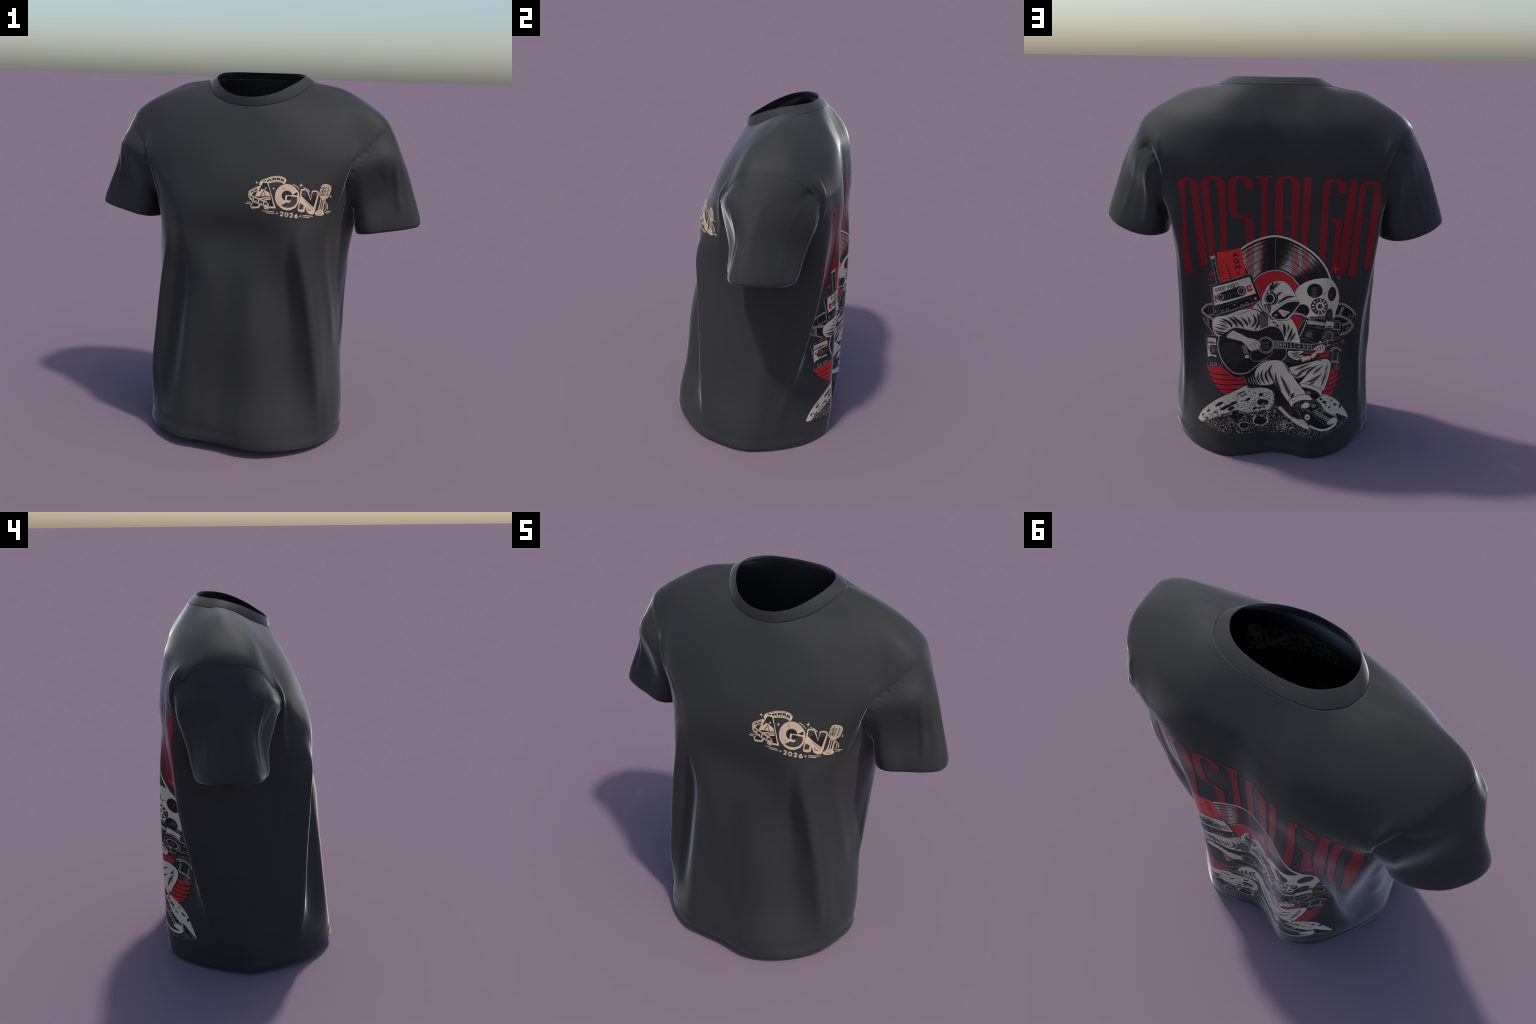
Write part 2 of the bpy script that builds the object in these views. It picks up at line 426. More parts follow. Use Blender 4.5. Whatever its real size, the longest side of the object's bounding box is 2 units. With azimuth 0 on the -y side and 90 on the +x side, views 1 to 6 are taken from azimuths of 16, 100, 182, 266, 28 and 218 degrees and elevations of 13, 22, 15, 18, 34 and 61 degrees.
class Sheet:
    """flat drawing; later shapes cover earlier ones"""
    def __init__(self):
        self.faces = []
        self.group = "print"
        self.frame = (0, 0, 1)
    def at(self, x, y, scale):
        self.frame = (x, y, scale)
    def _map(self, pts):
        x, y, k = self.frame
        return [(x + px / k, y + py / k) for px, py in pts]
    def _add(self, pts, mat):
        q = [pts[0]]
        for p in pts[1:]:
            if (p[0] - q[-1][0]) ** 2 + (p[1] - q[-1][1]) ** 2 > 1e-4:
                q.append(p)
        if (q[0][0] - q[-1][0]) ** 2 + (q[0][1] - q[-1][1]) ** 2 < 1e-4:
            q.pop()
        if len(q) < 3:
            return
        ar = sum(a[0] * b[1] - b[0] * a[1] for a, b in zip(q, q[1:] + q[:1]))
        if abs(ar) < 1e-3:
            return
        if ar < 0:
            q.reverse()
        self.faces.append((q, mat, self.group))
    def flat(self, pts, mat):
        self._add(self._map(pts), mat)
    def blob(self, pts, mat, n=5):
        self._add(self._map(curve(pts, n, True)), mat)
    def line(self, pts, w, mat, taper=False, n=5):
        pts = curve(pts, n, False) if len(pts) > 2 else [tuple(a + (b - a) * t for a, b in zip(pts[0], pts[1])) for t in (0, .25, .5, .75, 1)]
        P = np.array(pts, float)
        T = np.gradient(P, axis=0)
        T /= np.linalg.norm(T, axis=1, keepdims=True) + 1e-9
        N = np.stack([-T[:, 1], T[:, 0]], 1)
        s = np.linspace(0, 1, len(P))
        ww = w * np.clip(np.sin(np.pi * np.clip(s, .04, .96)), .12, 1) if taper else np.full(len(P), w)
        A = P + N * ww[:, None] / 2
        B = P - N * ww[:, None] / 2
        for i in range(len(P) - 1):
            self._add(self._map([tuple(A[i]), tuple(A[i + 1]), tuple(B[i + 1]), tuple(B[i])]), mat)
    def oval(self, c, rx, ry, mat, rot=0, n=28, a0=0, a1=360):
        r = math.radians(rot)
        pts = []
        for i in range(n if a1 - a0 >= 360 else n + 1):
            a = math.radians(a0 + (a1 - a0) * i / n)
            x, y = rx * math.cos(a), ry * math.sin(a)
            pts.append((c[0] + x * math.cos(r) - y * math.sin(r), c[1] + x * math.sin(r) + y * math.cos(r)))
        self.flat(pts, mat)
    def rag(self, c, rx, ry, mat, rot=0, n=22, k=.18):
        """ragged oval, for craters"""
        r = math.radians(rot)
        pts = []
        for i in range(n):
            a = 2 * math.pi * i / n
            q = 1 + k * RNG.uniform(-1, 1)
            x, y = rx * q * math.cos(a), ry * q * math.sin(a)
            pts.append((c[0] + x * math.cos(r) - y * math.sin(r), c[1] + x * math.sin(r) + y * math.cos(r)))
        self.flat(pts, mat)
    def ring(self, c, rx, ry, w, mat, inner, rot=0):
        self.oval(c, rx, ry, mat, rot)
        self.oval(c, rx - w, ry - w, inner, rot)
    def star(self, c, r, mat, k=.22):
        pts = []
        for i in range(16):
            a = math.pi * i / 8
            f = {0: 1.0, 1: .46, 2: .36, 3: .46}[i % 4]
            pts.append((c[0] + r * f * math.sin(a) * .85, c[1] - r * f * math.cos(a)))
        self.flat(pts, mat)
    def dots(self, pts, count, size, mat, off=0.0):
        P = np.array(curve(pts, 8, False))
        L = np.concatenate([[0], np.cumsum(np.linalg.norm(np.diff(P, axis=0), axis=1))])
        for i in range(count):
            d = L[-1] * (i + .5) / count
            j = min(max(np.searchsorted(L, d), 1), len(P) - 1)
            t = (P[j] - P[j - 1]) / (np.linalg.norm(P[j] - P[j - 1]) + 1e-9)
            c = P[j - 1] + t * (d - L[j - 1]) + np.array([-t[1], t[0]]) * off
            u, v = t * size, np.array([-t[1], t[0]]) * size * .8
            self.flat([tuple(c + u * .6 + v * .6), tuple(c - u * .6 + v * .6), tuple(c - u * .6 - v * .6), tuple(c + u * .6 - v * .6)], mat)

def curve(pts, n, closed):
    P = [np.array(p, float) for p in pts]
    k = len(P)
    out = []
    for i in range(k if closed else k - 1):
        if closed:
            p0, p1, p2, p3 = P[(i - 1) % k], P[i], P[(i + 1) % k], P[(i + 2) % k]
        else:
            p0, p1, p2, p3 = P[max(i - 1, 0)], P[i], P[i + 1], P[min(i + 2, k - 1)]
        for j in range(n):
            t = j / n
            out.append(tuple(.5 * (2 * p1 + (p2 - p0) * t + (2 * p0 - 5 * p1 + 4 * p2 - p3) * t * t + (3 * p1 - p0 - 3 * p2 + p3) * t ** 3)))
    if not closed:
        out.append(tuple(P[-1]))
    return out

# pen strokes of the small letters in a unit box, y down
GLYPH = {
    "A": [[(0, 1), (.5, 0), (1, 1)], [(.22, .65), (.78, .65)]],
    "G": [[(.95, .2), (.6, 0), (.2, .1), (0, .5), (.2, .92), (.6, 1), (.95, .85)], [(.95, .85), (.95, .55)], [(.95, .55), (.55, .55)]],
    "N": [[(0, 1), (0, 0)], [(0, 0), (1, 1)], [(1, 1), (1, 0)]],
    "I": [[(.5, 0), (.5, 1)]],
    "O": [[(.5, 0), (.05, .25), (.05, .75), (.5, 1), (.95, .75), (.95, .25), (.5, 0)]],
    "D": [[(.05, 0), (.05, 1)], [(.05, 0), (.6, .05), (.95, .5), (.6, .95), (.05, 1)]],
    "V": [[(0, 0), (.5, 1)], [(.5, 1), (1, 0)]],
    "B": [[(.05, 0), (.05, 1)], [(.05, 0), (.7, .05), (.7, .42), (.05, .48)], [(.05, .48), (.9, .55), (.9, .95), (.05, 1)]],
    "E": [[(.9, 0), (.05, 0)], [(.05, 0), (.05, 1)], [(.05, 1), (.9, 1)], [(.05, .5), (.75, .5)]],
    "S": [[(.9, .12), (.5, 0), (.1, .18), (.3, .45), (.7, .55), (.95, .8), (.5, 1), (.08, .88)]],
    "2": [[(.05, .25), (.25, .03), (.65, .0), (.9, .22), (.75, .5), (.05, 1)], [(.02, .97), (.98, .97)]],
    "0": [[(.5, 0), (.05, .25), (.05, .75), (.5, 1), (.95, .75), (.95, .25), (.5, 0)]],
    "6": [[(.75, 0), (.25, .35), (.05, .7), (.3, .98), (.75, .98), (.95, .7), (.7, .45), (.3, .48), (.08, .7)]],
}

def write(sh, ch, corner, ex, ey, w, mat):
    """letter ch with its box corner, along vectors ex and ey"""
    for st in GLYPH[ch]:
        sh.line([(corner[0] + x * ex[0] + y * ey[0], corner[1] + x * ex[1] + y * ey[1]) for x, y in st], w, mat, n=3)

# ------------------------------------------------------------------ back drawing
K = 6.272
BK = Sheet()
fN = (282, 330, 4.704)
fA, fB, fC, fD = (322, 450, K), (482, 450, K), (322, 650, K), (482, 650, K)

def wrinkle(st, w):
    """engraved fold: dark core, stippled edge and fine lines running beside it"""
    P = np.array(curve(st, 6, False))
    T = np.gradient(P, axis=0); T /= np.linalg.norm(T, axis=1, keepdims=True) + 1e-9
    Nn = np.stack([-T[:, 1], T[:, 0]], 1)
    for off, cut in ((1.15, 3), (-1.15, 2), (1.75, 5), (-1.75, 4)):
        Q = (P + Nn * off * w)[cut:len(P) - cut // 2 - 1]
        if len(Q) > 4:
            BK.line([tuple(q) for q in Q[::2]], 3.6, "shade", True, n=2)
    BK.line(st, w * 1.6, "shade", True)
    BK.line(st, w * .95, "ink", True)

def arch(pts_out, pts_in, mat):
    BK.flat(pts_out + pts_in, mat)

BK.at(*fN)
def soft(*p):
    return curve(list(p), 4, False)
BK.group = "letter.N"
arch(soft((190, 1018), (165, 780), (165, 560), (152, 350), (118, 180)) + soft((124, 155), (150, 130), (190, 117), (240, 116), (285, 132), (308, 168)) + soft((308, 168), (335, 400), (385, 760), (410, 942)),
     soft((332, 950), (300, 700), (265, 420), (244, 250), (243, 170)) + soft((232, 146), (208, 140), (186, 165)) + soft((186, 165), (196, 330), (206, 560), (226, 780), (268, 1014)), "deep")
BK.group = "letter.O"
arch(soft((440, 960), (420, 850), (385, 560), (350, 300), (332, 180)) + soft((338, 155), (365, 125), (410, 108), (460, 104), (520, 120), (562, 158)) + soft((562, 160), (572, 300), (580, 560), (582, 860)),
     soft((518, 860), (520, 600), (500, 300), (487, 175)) + soft((474, 142), (445, 130), (420, 144)) + soft((412, 175), (430, 350), (455, 600), (480, 900)), "deep")
BK.group = "letter.S"
arch(soft((588, 180), (606, 130), (660, 105), (720, 100), (780, 112), (826, 152)) + [(828, 228), (750, 228)] + soft((748, 170), (735, 140), (706, 128), (680, 140), (668, 168)) + soft((668, 168), (672, 300), (682, 430)),
     soft((690, 462), (720, 484), (775, 490), (818, 506), (834, 545)) + [(834, 760), (762, 760)] + soft((760, 720), (756, 560), (742, 515), (712, 502), (668, 498), (624, 480), (602, 440)) + soft((602, 440), (592, 300), (588, 200)), "deep")
BK.group = "letter.T"
BK.flat([(850, 97), (1012, 97), (1014, 117), (972, 120), (970, 760), (890, 760), (892, 125), (852, 116)], "deep")
BK.group = "letter.A"
arch(soft((1033, 760), (1035, 400), (1038, 175)) + soft((1056, 132), (1100, 108), (1150, 103), (1210, 112), (1255, 130), (1278, 165)) + soft((1278, 200), (1262, 450), (1245, 780)),
     soft((1180, 780), (1185, 600), (1190, 400), (1196, 175)) + soft((1184, 138), (1160, 125), (1130, 136), (1118, 168)) + soft((1118, 168), (1113, 484), (1110, 760)), "deep")
BK.flat([(1112, 484), (1190, 484), (1190, 501), (1112, 501)], "deep")
BK.group = "letter.L"
BK.flat([(1303, 113), (1385, 115), (1375, 300), (1345, 800), (1270, 780), (1290, 400)], "deep")
BK.group = "letter.G"
arch(soft((1445, 900), (1465, 600), (1478, 350), (1486, 215)) + soft((1500, 162), (1540, 135), (1592, 128), (1650, 140), (1700, 165), (1716, 192)) + [(1706, 263), (1632, 262)],
     soft((1632, 200), (1610, 160), (1585, 150), (1562, 168), (1554, 215)) + soft((1554, 215), (1540, 400), (1530, 620), (1505, 920)), "deep")
BK.flat([(1552, 500), (1668, 507), (1645, 760), (1618, 1015), (1548, 1008), (1580, 760), (1598, 540), (1552, 517)], "deep")
BK.group = "letter.I"
BK.flat([(1745, 140), (1815, 143), (1790, 400), (1745, 700), (1697, 1032), (1615, 1020), (1660, 700), (1720, 300)], "deep")
BK.group = "letter.A.end"
arch(soft((1722, 1040), (1770, 700), (1810, 400), (1830, 225)) + soft((1850, 172), (1890, 153), (1940, 150), (1990, 160), (2032, 188)) + soft((2028, 350), (1985, 650), (1920, 972)),
     soft((1872, 988), (1905, 700), (1945, 400), (1967, 215)) + soft((1955, 182), (1930, 175), (1902, 196)) + soft((1890, 240), (1865, 400), (1845, 600), (1790, 1052)), "deep")
BK.flat([(1850, 519), (1930, 510), (1928, 528), (1848, 537)], "deep")

# setting sun with stripes
BK.group = "sun_print"
BK.at(*fC)
BK.flat(curve([(278, 512), (360, 525), (460, 520), (560, 600), (740, 640), (800, 730), (640, 810), (515, 862), (476, 856), (400, 770), (330, 660)], 1, True), "red")
for st in ([(284, 574), (380, 610), (560, 630)], [(318, 648), (450, 685), (750, 690)], [(366, 728), (520, 752), (790, 735)], [(418, 794), (520, 814), (660, 800)]):
    BK.line(st, 13, "ink")
BK.at(*fA)
BK.flat([(480, 1150), (700, 1062), (870, 985), (900, 1040), (560, 1160)], "red")
BK.flat([(1300, 1190), (1380, 1100), (1490, 1180), (1435, 1272), (1400, 1300), (1360, 1260)], "red")
BK.flat([(322, 1360), (372, 1360), (380, 1395), (330, 1390)], "red")
BK.at(*fD)
BK.flat([(945, 478), (922, 560), (906, 660), (882, 770), (832, 862), (815, 885), (690, 880), (700, 700), (800, 560), (925, 505)], "red")
for st in ([(790, 650), (870, 615), (930, 555)], [(770, 708), (850, 690), (912, 636)], [(740, 772), (830, 756), (898, 704)], [(720, 836), (800, 822), (886, 766)], [(800, 575), (850, 550), (915, 520)]):
    BK.line(st, 13, "ink")
BK.flat([(488, 330), (640, 340), (640, 400), (520, 400), (488, 356)], "red")
BK.line([(500, 364), (560, 374), (630, 374)], 12, "ink")
BK.flat([(690, 340), (806, 318), (795, 370), (778, 425), (650, 445), (680, 390)], "red")
BK.line([(700, 360), (760, 352), (810, 330)], 11, "ink")
BK.line([(680, 420), (740, 408), (795, 392)], 9, "ink")

# vinyl record: rim and label arcs, with conical shine between them
BK.group = "record_print"
BK.at(*fN)
rim = [(690, 800), (780, 735), (870, 695), (960, 668), (1035, 658), (1110, 668), (1200, 698), (1300, 752), (1390, 812), (1460, 880), (1512, 950), (1547, 1020), (1568, 1085)]
lab = [(820, 1120), (850, 1072), (900, 1030), (960, 1004), (1040, 990), (1110, 1000), (1180, 1040), (1230, 1090), (1275, 1150)]
BK.flat(curve(rim, 4, False) + [(1560, 1180), (1300, 1300), (900, 1400), (760, 1100), (700, 900)], "ink")
NT, NR = 150, 15
RIM = hermite_rows(np.array(rim, float), np.linspace(0, 1, len(rim)), np.linspace(0, 1, NT + 1))
LAB = hermite_rows(np.array(lab, float), np.linspace(0, 1, len(lab)), np.linspace(0, 1, NT + 1))
def shine(t):
    """brightness round the disc: two soft fans of light"""
    return 1.15 * math.exp(-((t - .12) / .11) ** 2) + .6 * math.exp(-((t - .01) / .06) ** 2) + 1.2 * math.exp(-((t - .66) / .12) ** 2)
def glint(t, k):
    x = RIM[int(t * NT)][0] * k + LAB[int(t * NT)][0] * (1 - k)
    return any(a < x < b for a, b in ((760, 835), (890, 970), (1185, 1250), (1280, 1345), (1440, 1520)))
for i in range(NT):
    t = (i + .5) / NT
    for j in range(NR):
        k0, k1 = j / NR, (j + .8) / NR
        k0, k1 = .06 + .84 * k0, .06 + .84 * k1
        b = shine(t + (k0 - .5) * .03) * RNG.uniform(.72, 1.12)
        red = glint(t, k0)
        if red:
            b = max(b, .14)
        tone = None if b < .1 else "tone1" if b < .25 else "tone2" if b < .45 else "tone3" if b < .72 else "tone4"
        if tone is None:
            continue
        if red:
            tone = {"tone1": "rtone1", "tone2": "rtone2", "tone3": "rtone3", "tone4": "rtone3"}[tone]
        a, c = LAB[i] + (RIM[i] - LAB[i]) * k0, LAB[i + 1] + (RIM[i + 1] - LAB[i + 1]) * k0
        d, e = LAB[i + 1] + (RIM[i + 1] - LAB[i + 1]) * k1, LAB[i] + (RIM[i] - LAB[i]) * k1
        BK.flat([tuple(a), tuple(c), tuple(d), tuple(e)], tone)
for k in (.22, .40, .56, .70, .82, .90):
    BK.line([tuple(LAB[i] + (RIM[i] - LAB[i]) * k) for i in range(0, NT + 1, 10)], 7, "ink", n=3)
BK.line([tuple(RIM[i] + (LAB[i] - RIM[i]) * .03) for i in range(0, NT + 1, 10)], 17, "cream", n=3)
BK.line([(1038, 690), (1042, 840), (1040, 975)], 3, "rtone3")
BK.flat([tuple(p) for p in LAB] + [(1300, 1260), (1200, 1500), (900, 1500), (840, 1250)], "red")
BK.line([tuple(p) for p in LAB[::10]], 9, "tone4", n=3)
BK.line([tuple(p + np.array([0, 36])) for p in LAB[::10]], 2.5, "rtone2", n=3)

# ticket, film ends and cassettes on the left
BK.at(*fA)
BK.group = "film_strip_print"
BK.flat([(308, 398), (382, 378), (400, 520), (448, 715), (392, 735)], "ink")
BK.flat([(312, 398), (378, 380), (384, 412), (330, 430)], "cream")
BK.oval((330, 408), 8, 8, "rtone2"); BK.oval((362, 400), 8, 8, "ink")
BK.line([(330, 420), (362, 560), (398, 730)], 13, "tone3")
BK.dots([(330, 420), (362, 560), (398, 730)], 14, 6, "ink")
BK.line([(374, 400), (400, 560), (436, 710)], 11, "tone3")
BK.dots([(374, 400), (400, 560), (436, 710)], 13, 5, "ink")
BK.line([(352, 490), (394, 482)], 6, "tone3"); BK.line([(374, 590), (412, 582)], 6, "tone3"); BK.line([(392, 670), (428, 662)], 6, "tone3")
BK.group = "ticket_print"
BK.flat([(396, 428), (430, 420), (470, 690), (440, 700)], "red")
BK.flat([(402, 342), (528, 326), (702, 286), (768, 612), (600, 684), (455, 722)], "hot")
BK.line([(528, 330), (556, 480), (598, 680)], 4, "rtone2")
BK.line([(462, 345), (490, 520), (520, 700)], 4, "rtone2")
for n_, ch in enumerate("AGNI"):
    c = (598 + 15 * n_, 356 + 76 * n_)
    write(BK, ch, c, (56 if ch != "I" else 40, -12), (10, 48), 15, "ink")
for q in range(9):
    BK.flat([(508 + q * 7, 490 + q * 22), (528 + q * 7, 484 + q * 22), (532 + q * 7, 500 + q * 22), (512 + q * 7, 506 + q * 22)], "rtone1")
for q in range(6):
    BK.flat([(440 + q * 8, 430 + q * 48), (450 + q * 8, 428 + q * 48), (454 + q * 8, 450 + q * 48), (444 + q * 8, 452 + q * 48)], "rtone1")

def reel(c, r, turn=0):
    BK.oval(c, r, r * 1.05, "tone4"); BK.oval(c, r * .86, r * .9, "ink")
    for a in range(8):
        an = math.radians(a * 45 + turn)
        BK.line([(c[0] + r * .55 * math.cos(an), c[1] + r * .55 * math.sin(an)), (c[0] + r * .8 * math.cos(an), c[1] + r * .8 * math.sin(an))], r * .16, "cream")
    BK.oval(c, r * .22, r * .22, "red")

BK.group = "film_strip_print"
BK.blob([(362, 968), (280, 982), (220, 1025), (204, 1072), (240, 1210), (300, 1290), (362, 1370), (366, 1260), (364, 1120)], "ink")
BK.flat([(262, 1150), (300, 1165), (312, 1290), (270, 1240)], "tone2")
BK.flat([(282, 1160), (298, 1168), (306, 1270), (288, 1250)], "tone3")
BK.line([(290, 1010), (300, 1070), (312, 1118)], 8, "tone2")
for st in ([(360, 985), (280, 1000), (222, 1048), (216, 1080)], [(216, 1080), (260, 1125), (320, 1160), (364, 1200)]):
    BK.line(st, 26, "tone4")
    BK.dots(st, 8, 10, "ink")
BK.line([(366, 1118), (320, 1128), (296, 1146)], 18, "tone3")
BK.line([(238, 1150), (256, 1220), (310, 1290), (352, 1355)], 13, "tone3")
BK.line([(208, 1075), (232, 1180), (254, 1225)], 5, "tone3")

BK.group = "cassette_print"
BK.blob([(314, 770), (330, 752), (560, 690), (810, 608), (838, 618), (880, 740), (948, 910), (940, 948), (660, 1050), (378, 1134), (362, 1090), (345, 930)], "tone3", 3)
BK.blob([(322, 776), (336, 760), (560, 698), (808, 618), (830, 626), (874, 745), (938, 910), (932, 940), (660, 1040), (382, 1124), (370, 1085), (353, 930)], "ink", 3)
BK.blob([(350, 800), (362, 776), (560, 722), (790, 654), (812, 658), (836, 720), (882, 838), (868, 862), (620, 942), (392, 1006), (372, 990), (360, 900)], "cream", 3)
BK.line([(372, 800), (560, 748), (815, 672)], 3, "tone2")
BK.line([(690, 742), (760, 722), (832, 700)], 3, "tone2")
BK.line([(362, 900), (380, 906)], 3, "tone2")
x = 384
for n_, ch in enumerate("GOOD VIBES"):
    if ch != " ":
        write(BK, ch, (x, 796 - (x - 384) * .24), (24 if ch != "I" else 14, -6), (2, 40 + n_ * .6), 8, "ink")
    x += 32 if ch not in "I " else 20
a, b = np.array((446., 906.)), np.array((704., 828.))
d = (b - a) / np.linalg.norm(b - a)
nrm = np.array((-d[1], d[0]))
def stadium(r1, r2, mat):
    pts = []
    for k in range(13):
        an = math.pi / 2 + math.pi * k / 12
        pts.append(tuple(a + r1 * (d * math.cos(an) + nrm * math.sin(an))))
    for k in range(13):
        an = -math.pi / 2 + math.pi * k / 12
        pts.append(tuple(b + r2 * (d * math.cos(an) + nrm * math.sin(an))))
    BK.flat(pts, mat)
stadium(52, 64, "tone2"); stadium(48, 60, "ink")
reel((446, 906), 42); reel((704, 828), 48, 20)
for st in ([(500, 860), (512, 900), (508, 935)], [(535, 856), (546, 880), (540, 920)], [(560, 840), (570, 880), (585, 915)], [(615, 850), (640, 862), (635, 880)], [(595, 830), (590, 860)]):
    BK.line(st, 4, "tone3")
BK.flat([(764, 770), (824, 745), (852, 816), (786, 842)], "red")
BK.flat([(790, 778), (806, 772), (818, 800), (800, 806)], "cream"); BK.flat([(812, 790), (838, 780), (842, 790), (816, 800)], "cream")
BK.flat([(370, 882), (390, 878), (398, 954), (378, 960)], "red"); BK.flat([(376, 960), (400, 955), (412, 968), (384, 972)], "red")
tr = [(424, 1032), (814, 908), (848, 972), (432, 1116), (424, 1032)]
for p, q in zip(tr, tr[1:]):
    BK.line([p, q], 4, "tone3")
for c in ((475, 1085), (536, 1069), (714, 1013), (776, 985)):
    BK.ring(c, 20, 21, 6, "tone4", "ink")
BK.oval((884, 921), 18, 20, "tone3"); BK.oval((880, 918), 9, 10, "cream"); BK.oval((622, 1000), 9, 9, "tone4")
BK.oval((388, 1082), 10, 20, "tone3"); BK.oval((392, 912 - 120), 5, 5, "tone3"); BK.oval((806, 628), 9, 7, "tone2")

BK.at(*fC)
BK.flat([(254, 128), (275, 122), (435, 140), (425, 330), (475, 512), (276, 508), (292, 430), (274, 250)], "tone3")
BK.flat([(261, 132), (278, 128), (430, 146), (420, 330), (466, 506), (286, 502), (299, 430), (281, 250)], "ink")
BK.flat([(284, 150), (396, 166), (392, 380), (402, 404), (290, 398), (286, 260)], "cream")
BK.line([(286, 172), (394, 186)], 3, "tone2"); BK.line([(286, 192), (392, 204)], 3, "tone2")
BK.flat([(284, 212), (394, 224), (394, 234), (286, 226)], "tone2")
BK.blob([(316, 262), (330, 248), (400, 256), (410, 300), (400, 372), (330, 364), (312, 330)], "ink", 3)
BK.ring((332, 308), 26, 40, 6, "tone4", "ink"); BK.oval((332, 306), 10, 14, "red")
for st in ([(362, 280), (374, 310), (366, 346)], [(386, 276), (396, 310), (388, 350)]):
    BK.line(st, 5, "tone3")
BK.flat([(296, 262), (306, 262), (308, 302), (298, 302)], "red")
BK.flat([(292, 420), (420, 426), (452, 500), (284, 496)], "tone1")
BK.ring((333, 485), 15, 19, 5, "tone4", "ink"); BK.ring((384, 487), 18, 19, 5, "tone4", "ink")
BK.line([(318, 424), (316, 470)], 3, "tone3"); BK.line([(284, 508), (460, 514)], 4, "tone3")

# film reel, film loop and camera on the right
BK.at(*fB)
BK.group = "film_strip_print"
BK.blob([(900, 968), (1000, 980), (1090, 1035), (1142, 1110), (1138, 1190), (1105, 1290), (1020, 1350), (938, 1388), (900, 1340), (850, 1200)], "ink")
BK.flat([(965, 1020), (1000, 1030), (955, 1128), (918, 1122)], "tone3"); BK.flat([(930, 1030), (950, 1030), (915, 1110), (900, 1100)], "tone1")
BK.flat([(1060, 1110), (1085, 1130), (1060, 1175), (1040, 1165)], "tone2"); BK.flat([(1095, 1110), (1125, 1130), (1100, 1215), (1075, 1190)], "tone2")
BK.flat([(1000, 1290), (1060, 1250), (1080, 1280), (1020, 1330)], "tone2")
for st, c in (([(918, 984), (1000, 998), (1090, 1062), (1138, 1122)], 9), ([(870, 1138), (960, 1146), (1050, 1190), (1108, 1266)], 9), ([(936, 1374), (1040, 1338), (1110, 1262)], 8), ([(950, 1254), (1010, 1240), (1066, 1216)], 5)):
    BK.line(st, 27, "tone4")
    BK.dots(st, c, 12, "ink")
BK.line([(1138, 1115), (1134, 1190), (1108, 1270)], 7, "tone3"); BK.line([(985, 1268), (970, 1345)], 6, "tone3")
BK.group = "film_reel_print"
BK.blob([(380, 850), (420, 780), (500, 722), (600, 686), (700, 668), (790, 670), (840, 692), (892, 762), (922, 840), (930, 920), (915, 1000), (885, 1090), (852, 1200), (740, 1215), (560, 1180), (440, 1120), (390, 1000)], "cream", 4)
BK.blob([(560, 1150), (640, 1145), (740, 1135), (860, 1160), (850, 1205), (740, 1215), (600, 1192)], "shade", 4)
for c, rx, ry, rot in (((625, 824), 97, 90, 0), ((838, 865), 51, 92, 8), ((478, 1072), 80, 78, 20), ((800, 1132), 46, 84, 12)):
    BK.oval(c, rx, ry, "ink", rot)
for k in range(7):
    y = 772 + 18 * k
    BK.line([(550, y + 8), (610, y + 22), (700, y + 6)], 6, "tone1", True)
    BK.line([(590, y + 14), (622, y + 18), (655, y + 12)], 5, "tone3", True)
for k in range(5):
    BK.line([(810 + k * 9, 920 - k * 16), (835 + k * 6, 880 - k * 16), (850 + k * 4, 830 - k * 8)], 4, "tone2", True)
    BK.line([(775 + k * 12, 1170), (800 + k * 8, 1120), (822 + k * 4, 1078)], 4, "tone2", True)
BK.oval((682, 1020), 105, 104, "ink")
for k in range(12):
    an = math.radians(k * 30 + 10)
    p = lambda r, da: (684 + r * math.cos(an + da), 1020 + r * math.sin(an + da))
    BK.flat([p(60, -.12), p(94, -.14), p(94, .10), p(60, .10)], "cream" if k % 4 else "tone3")
BK.oval((690, 1020), 53, 55, "cream"); BK.oval((690, 1020), 30, 31, "ink"); BK.oval((694, 1016), 13, 14, "tone3"); BK.oval((692, 1020), 8, 8, "ink")
BK.group = "camera_print"
BK.blob([(470, 1190), (560, 1172), (760, 1190), (955, 1228), (948, 1300), (925, 1430), (860, 1500), (640, 1495), (440, 1440), (408, 1330)], "ink", 4)
BK.line([(366, 1112), (440, 1118), (560, 1172)], 24, "tone4"); BK.line([(372, 1124), (440, 1130), (540, 1172)], 5, "ink")
BK.line([(500, 1184), (452, 1250), (412, 1330)], 14, "tone3")
BK.line([(526, 1190), (488, 1290), (434, 1400)], 14, "tone4")
BK.blob([(545, 1194), (640, 1210), (742, 1224), (742, 1262), (640, 1252), (540, 1240)], "tone4", 3)
BK.line([(556, 1180), (650, 1196)], 16, "tone3"); BK.dots([(570, 1184), (650, 1196), (740, 1212)], 4, 14, "ink")
BK.line([(536, 1262), (640, 1290), (740, 1306)], 5, "tone3")
BK.flat([(640, 1264), (712, 1276), (708, 1302), (636, 1290)], "tone2")
BK.blob([(500, 1330), (590, 1310), (630, 1370), (590, 1440), (500, 1420), (470, 1380)], "tone1", 4)
BK.blob([(530, 1345), (580, 1340), (590, 1390), (550, 1415), (510, 1390)], "shade", 4)
BK.line([(440, 1416), (540, 1450), (620, 1472)], 5, "tone3"); BK.line([(500, 1296), (730, 1352)], 4, "tone2")
BK.flat([(764, 1200), (950, 1228), (940, 1322), (746, 1304)], "tone4"); BK.flat([(866, 1222), (936, 1233), (930, 1308), (856, 1300)], "ink")
BK.flat([(772, 1210), (860, 1222), (852, 1284), (762, 1272)], "cream"); BK.flat([(756, 1290), (850, 1300), (848, 1312), (752, 1302)], "ink")
BK.oval((888, 1262), 16, 20, "tone2")
BK.line([(944, 1240), (934, 1330)], 8, "tone3"); BK.line([(870, 1195), (940, 1205)], 12, "tone3")
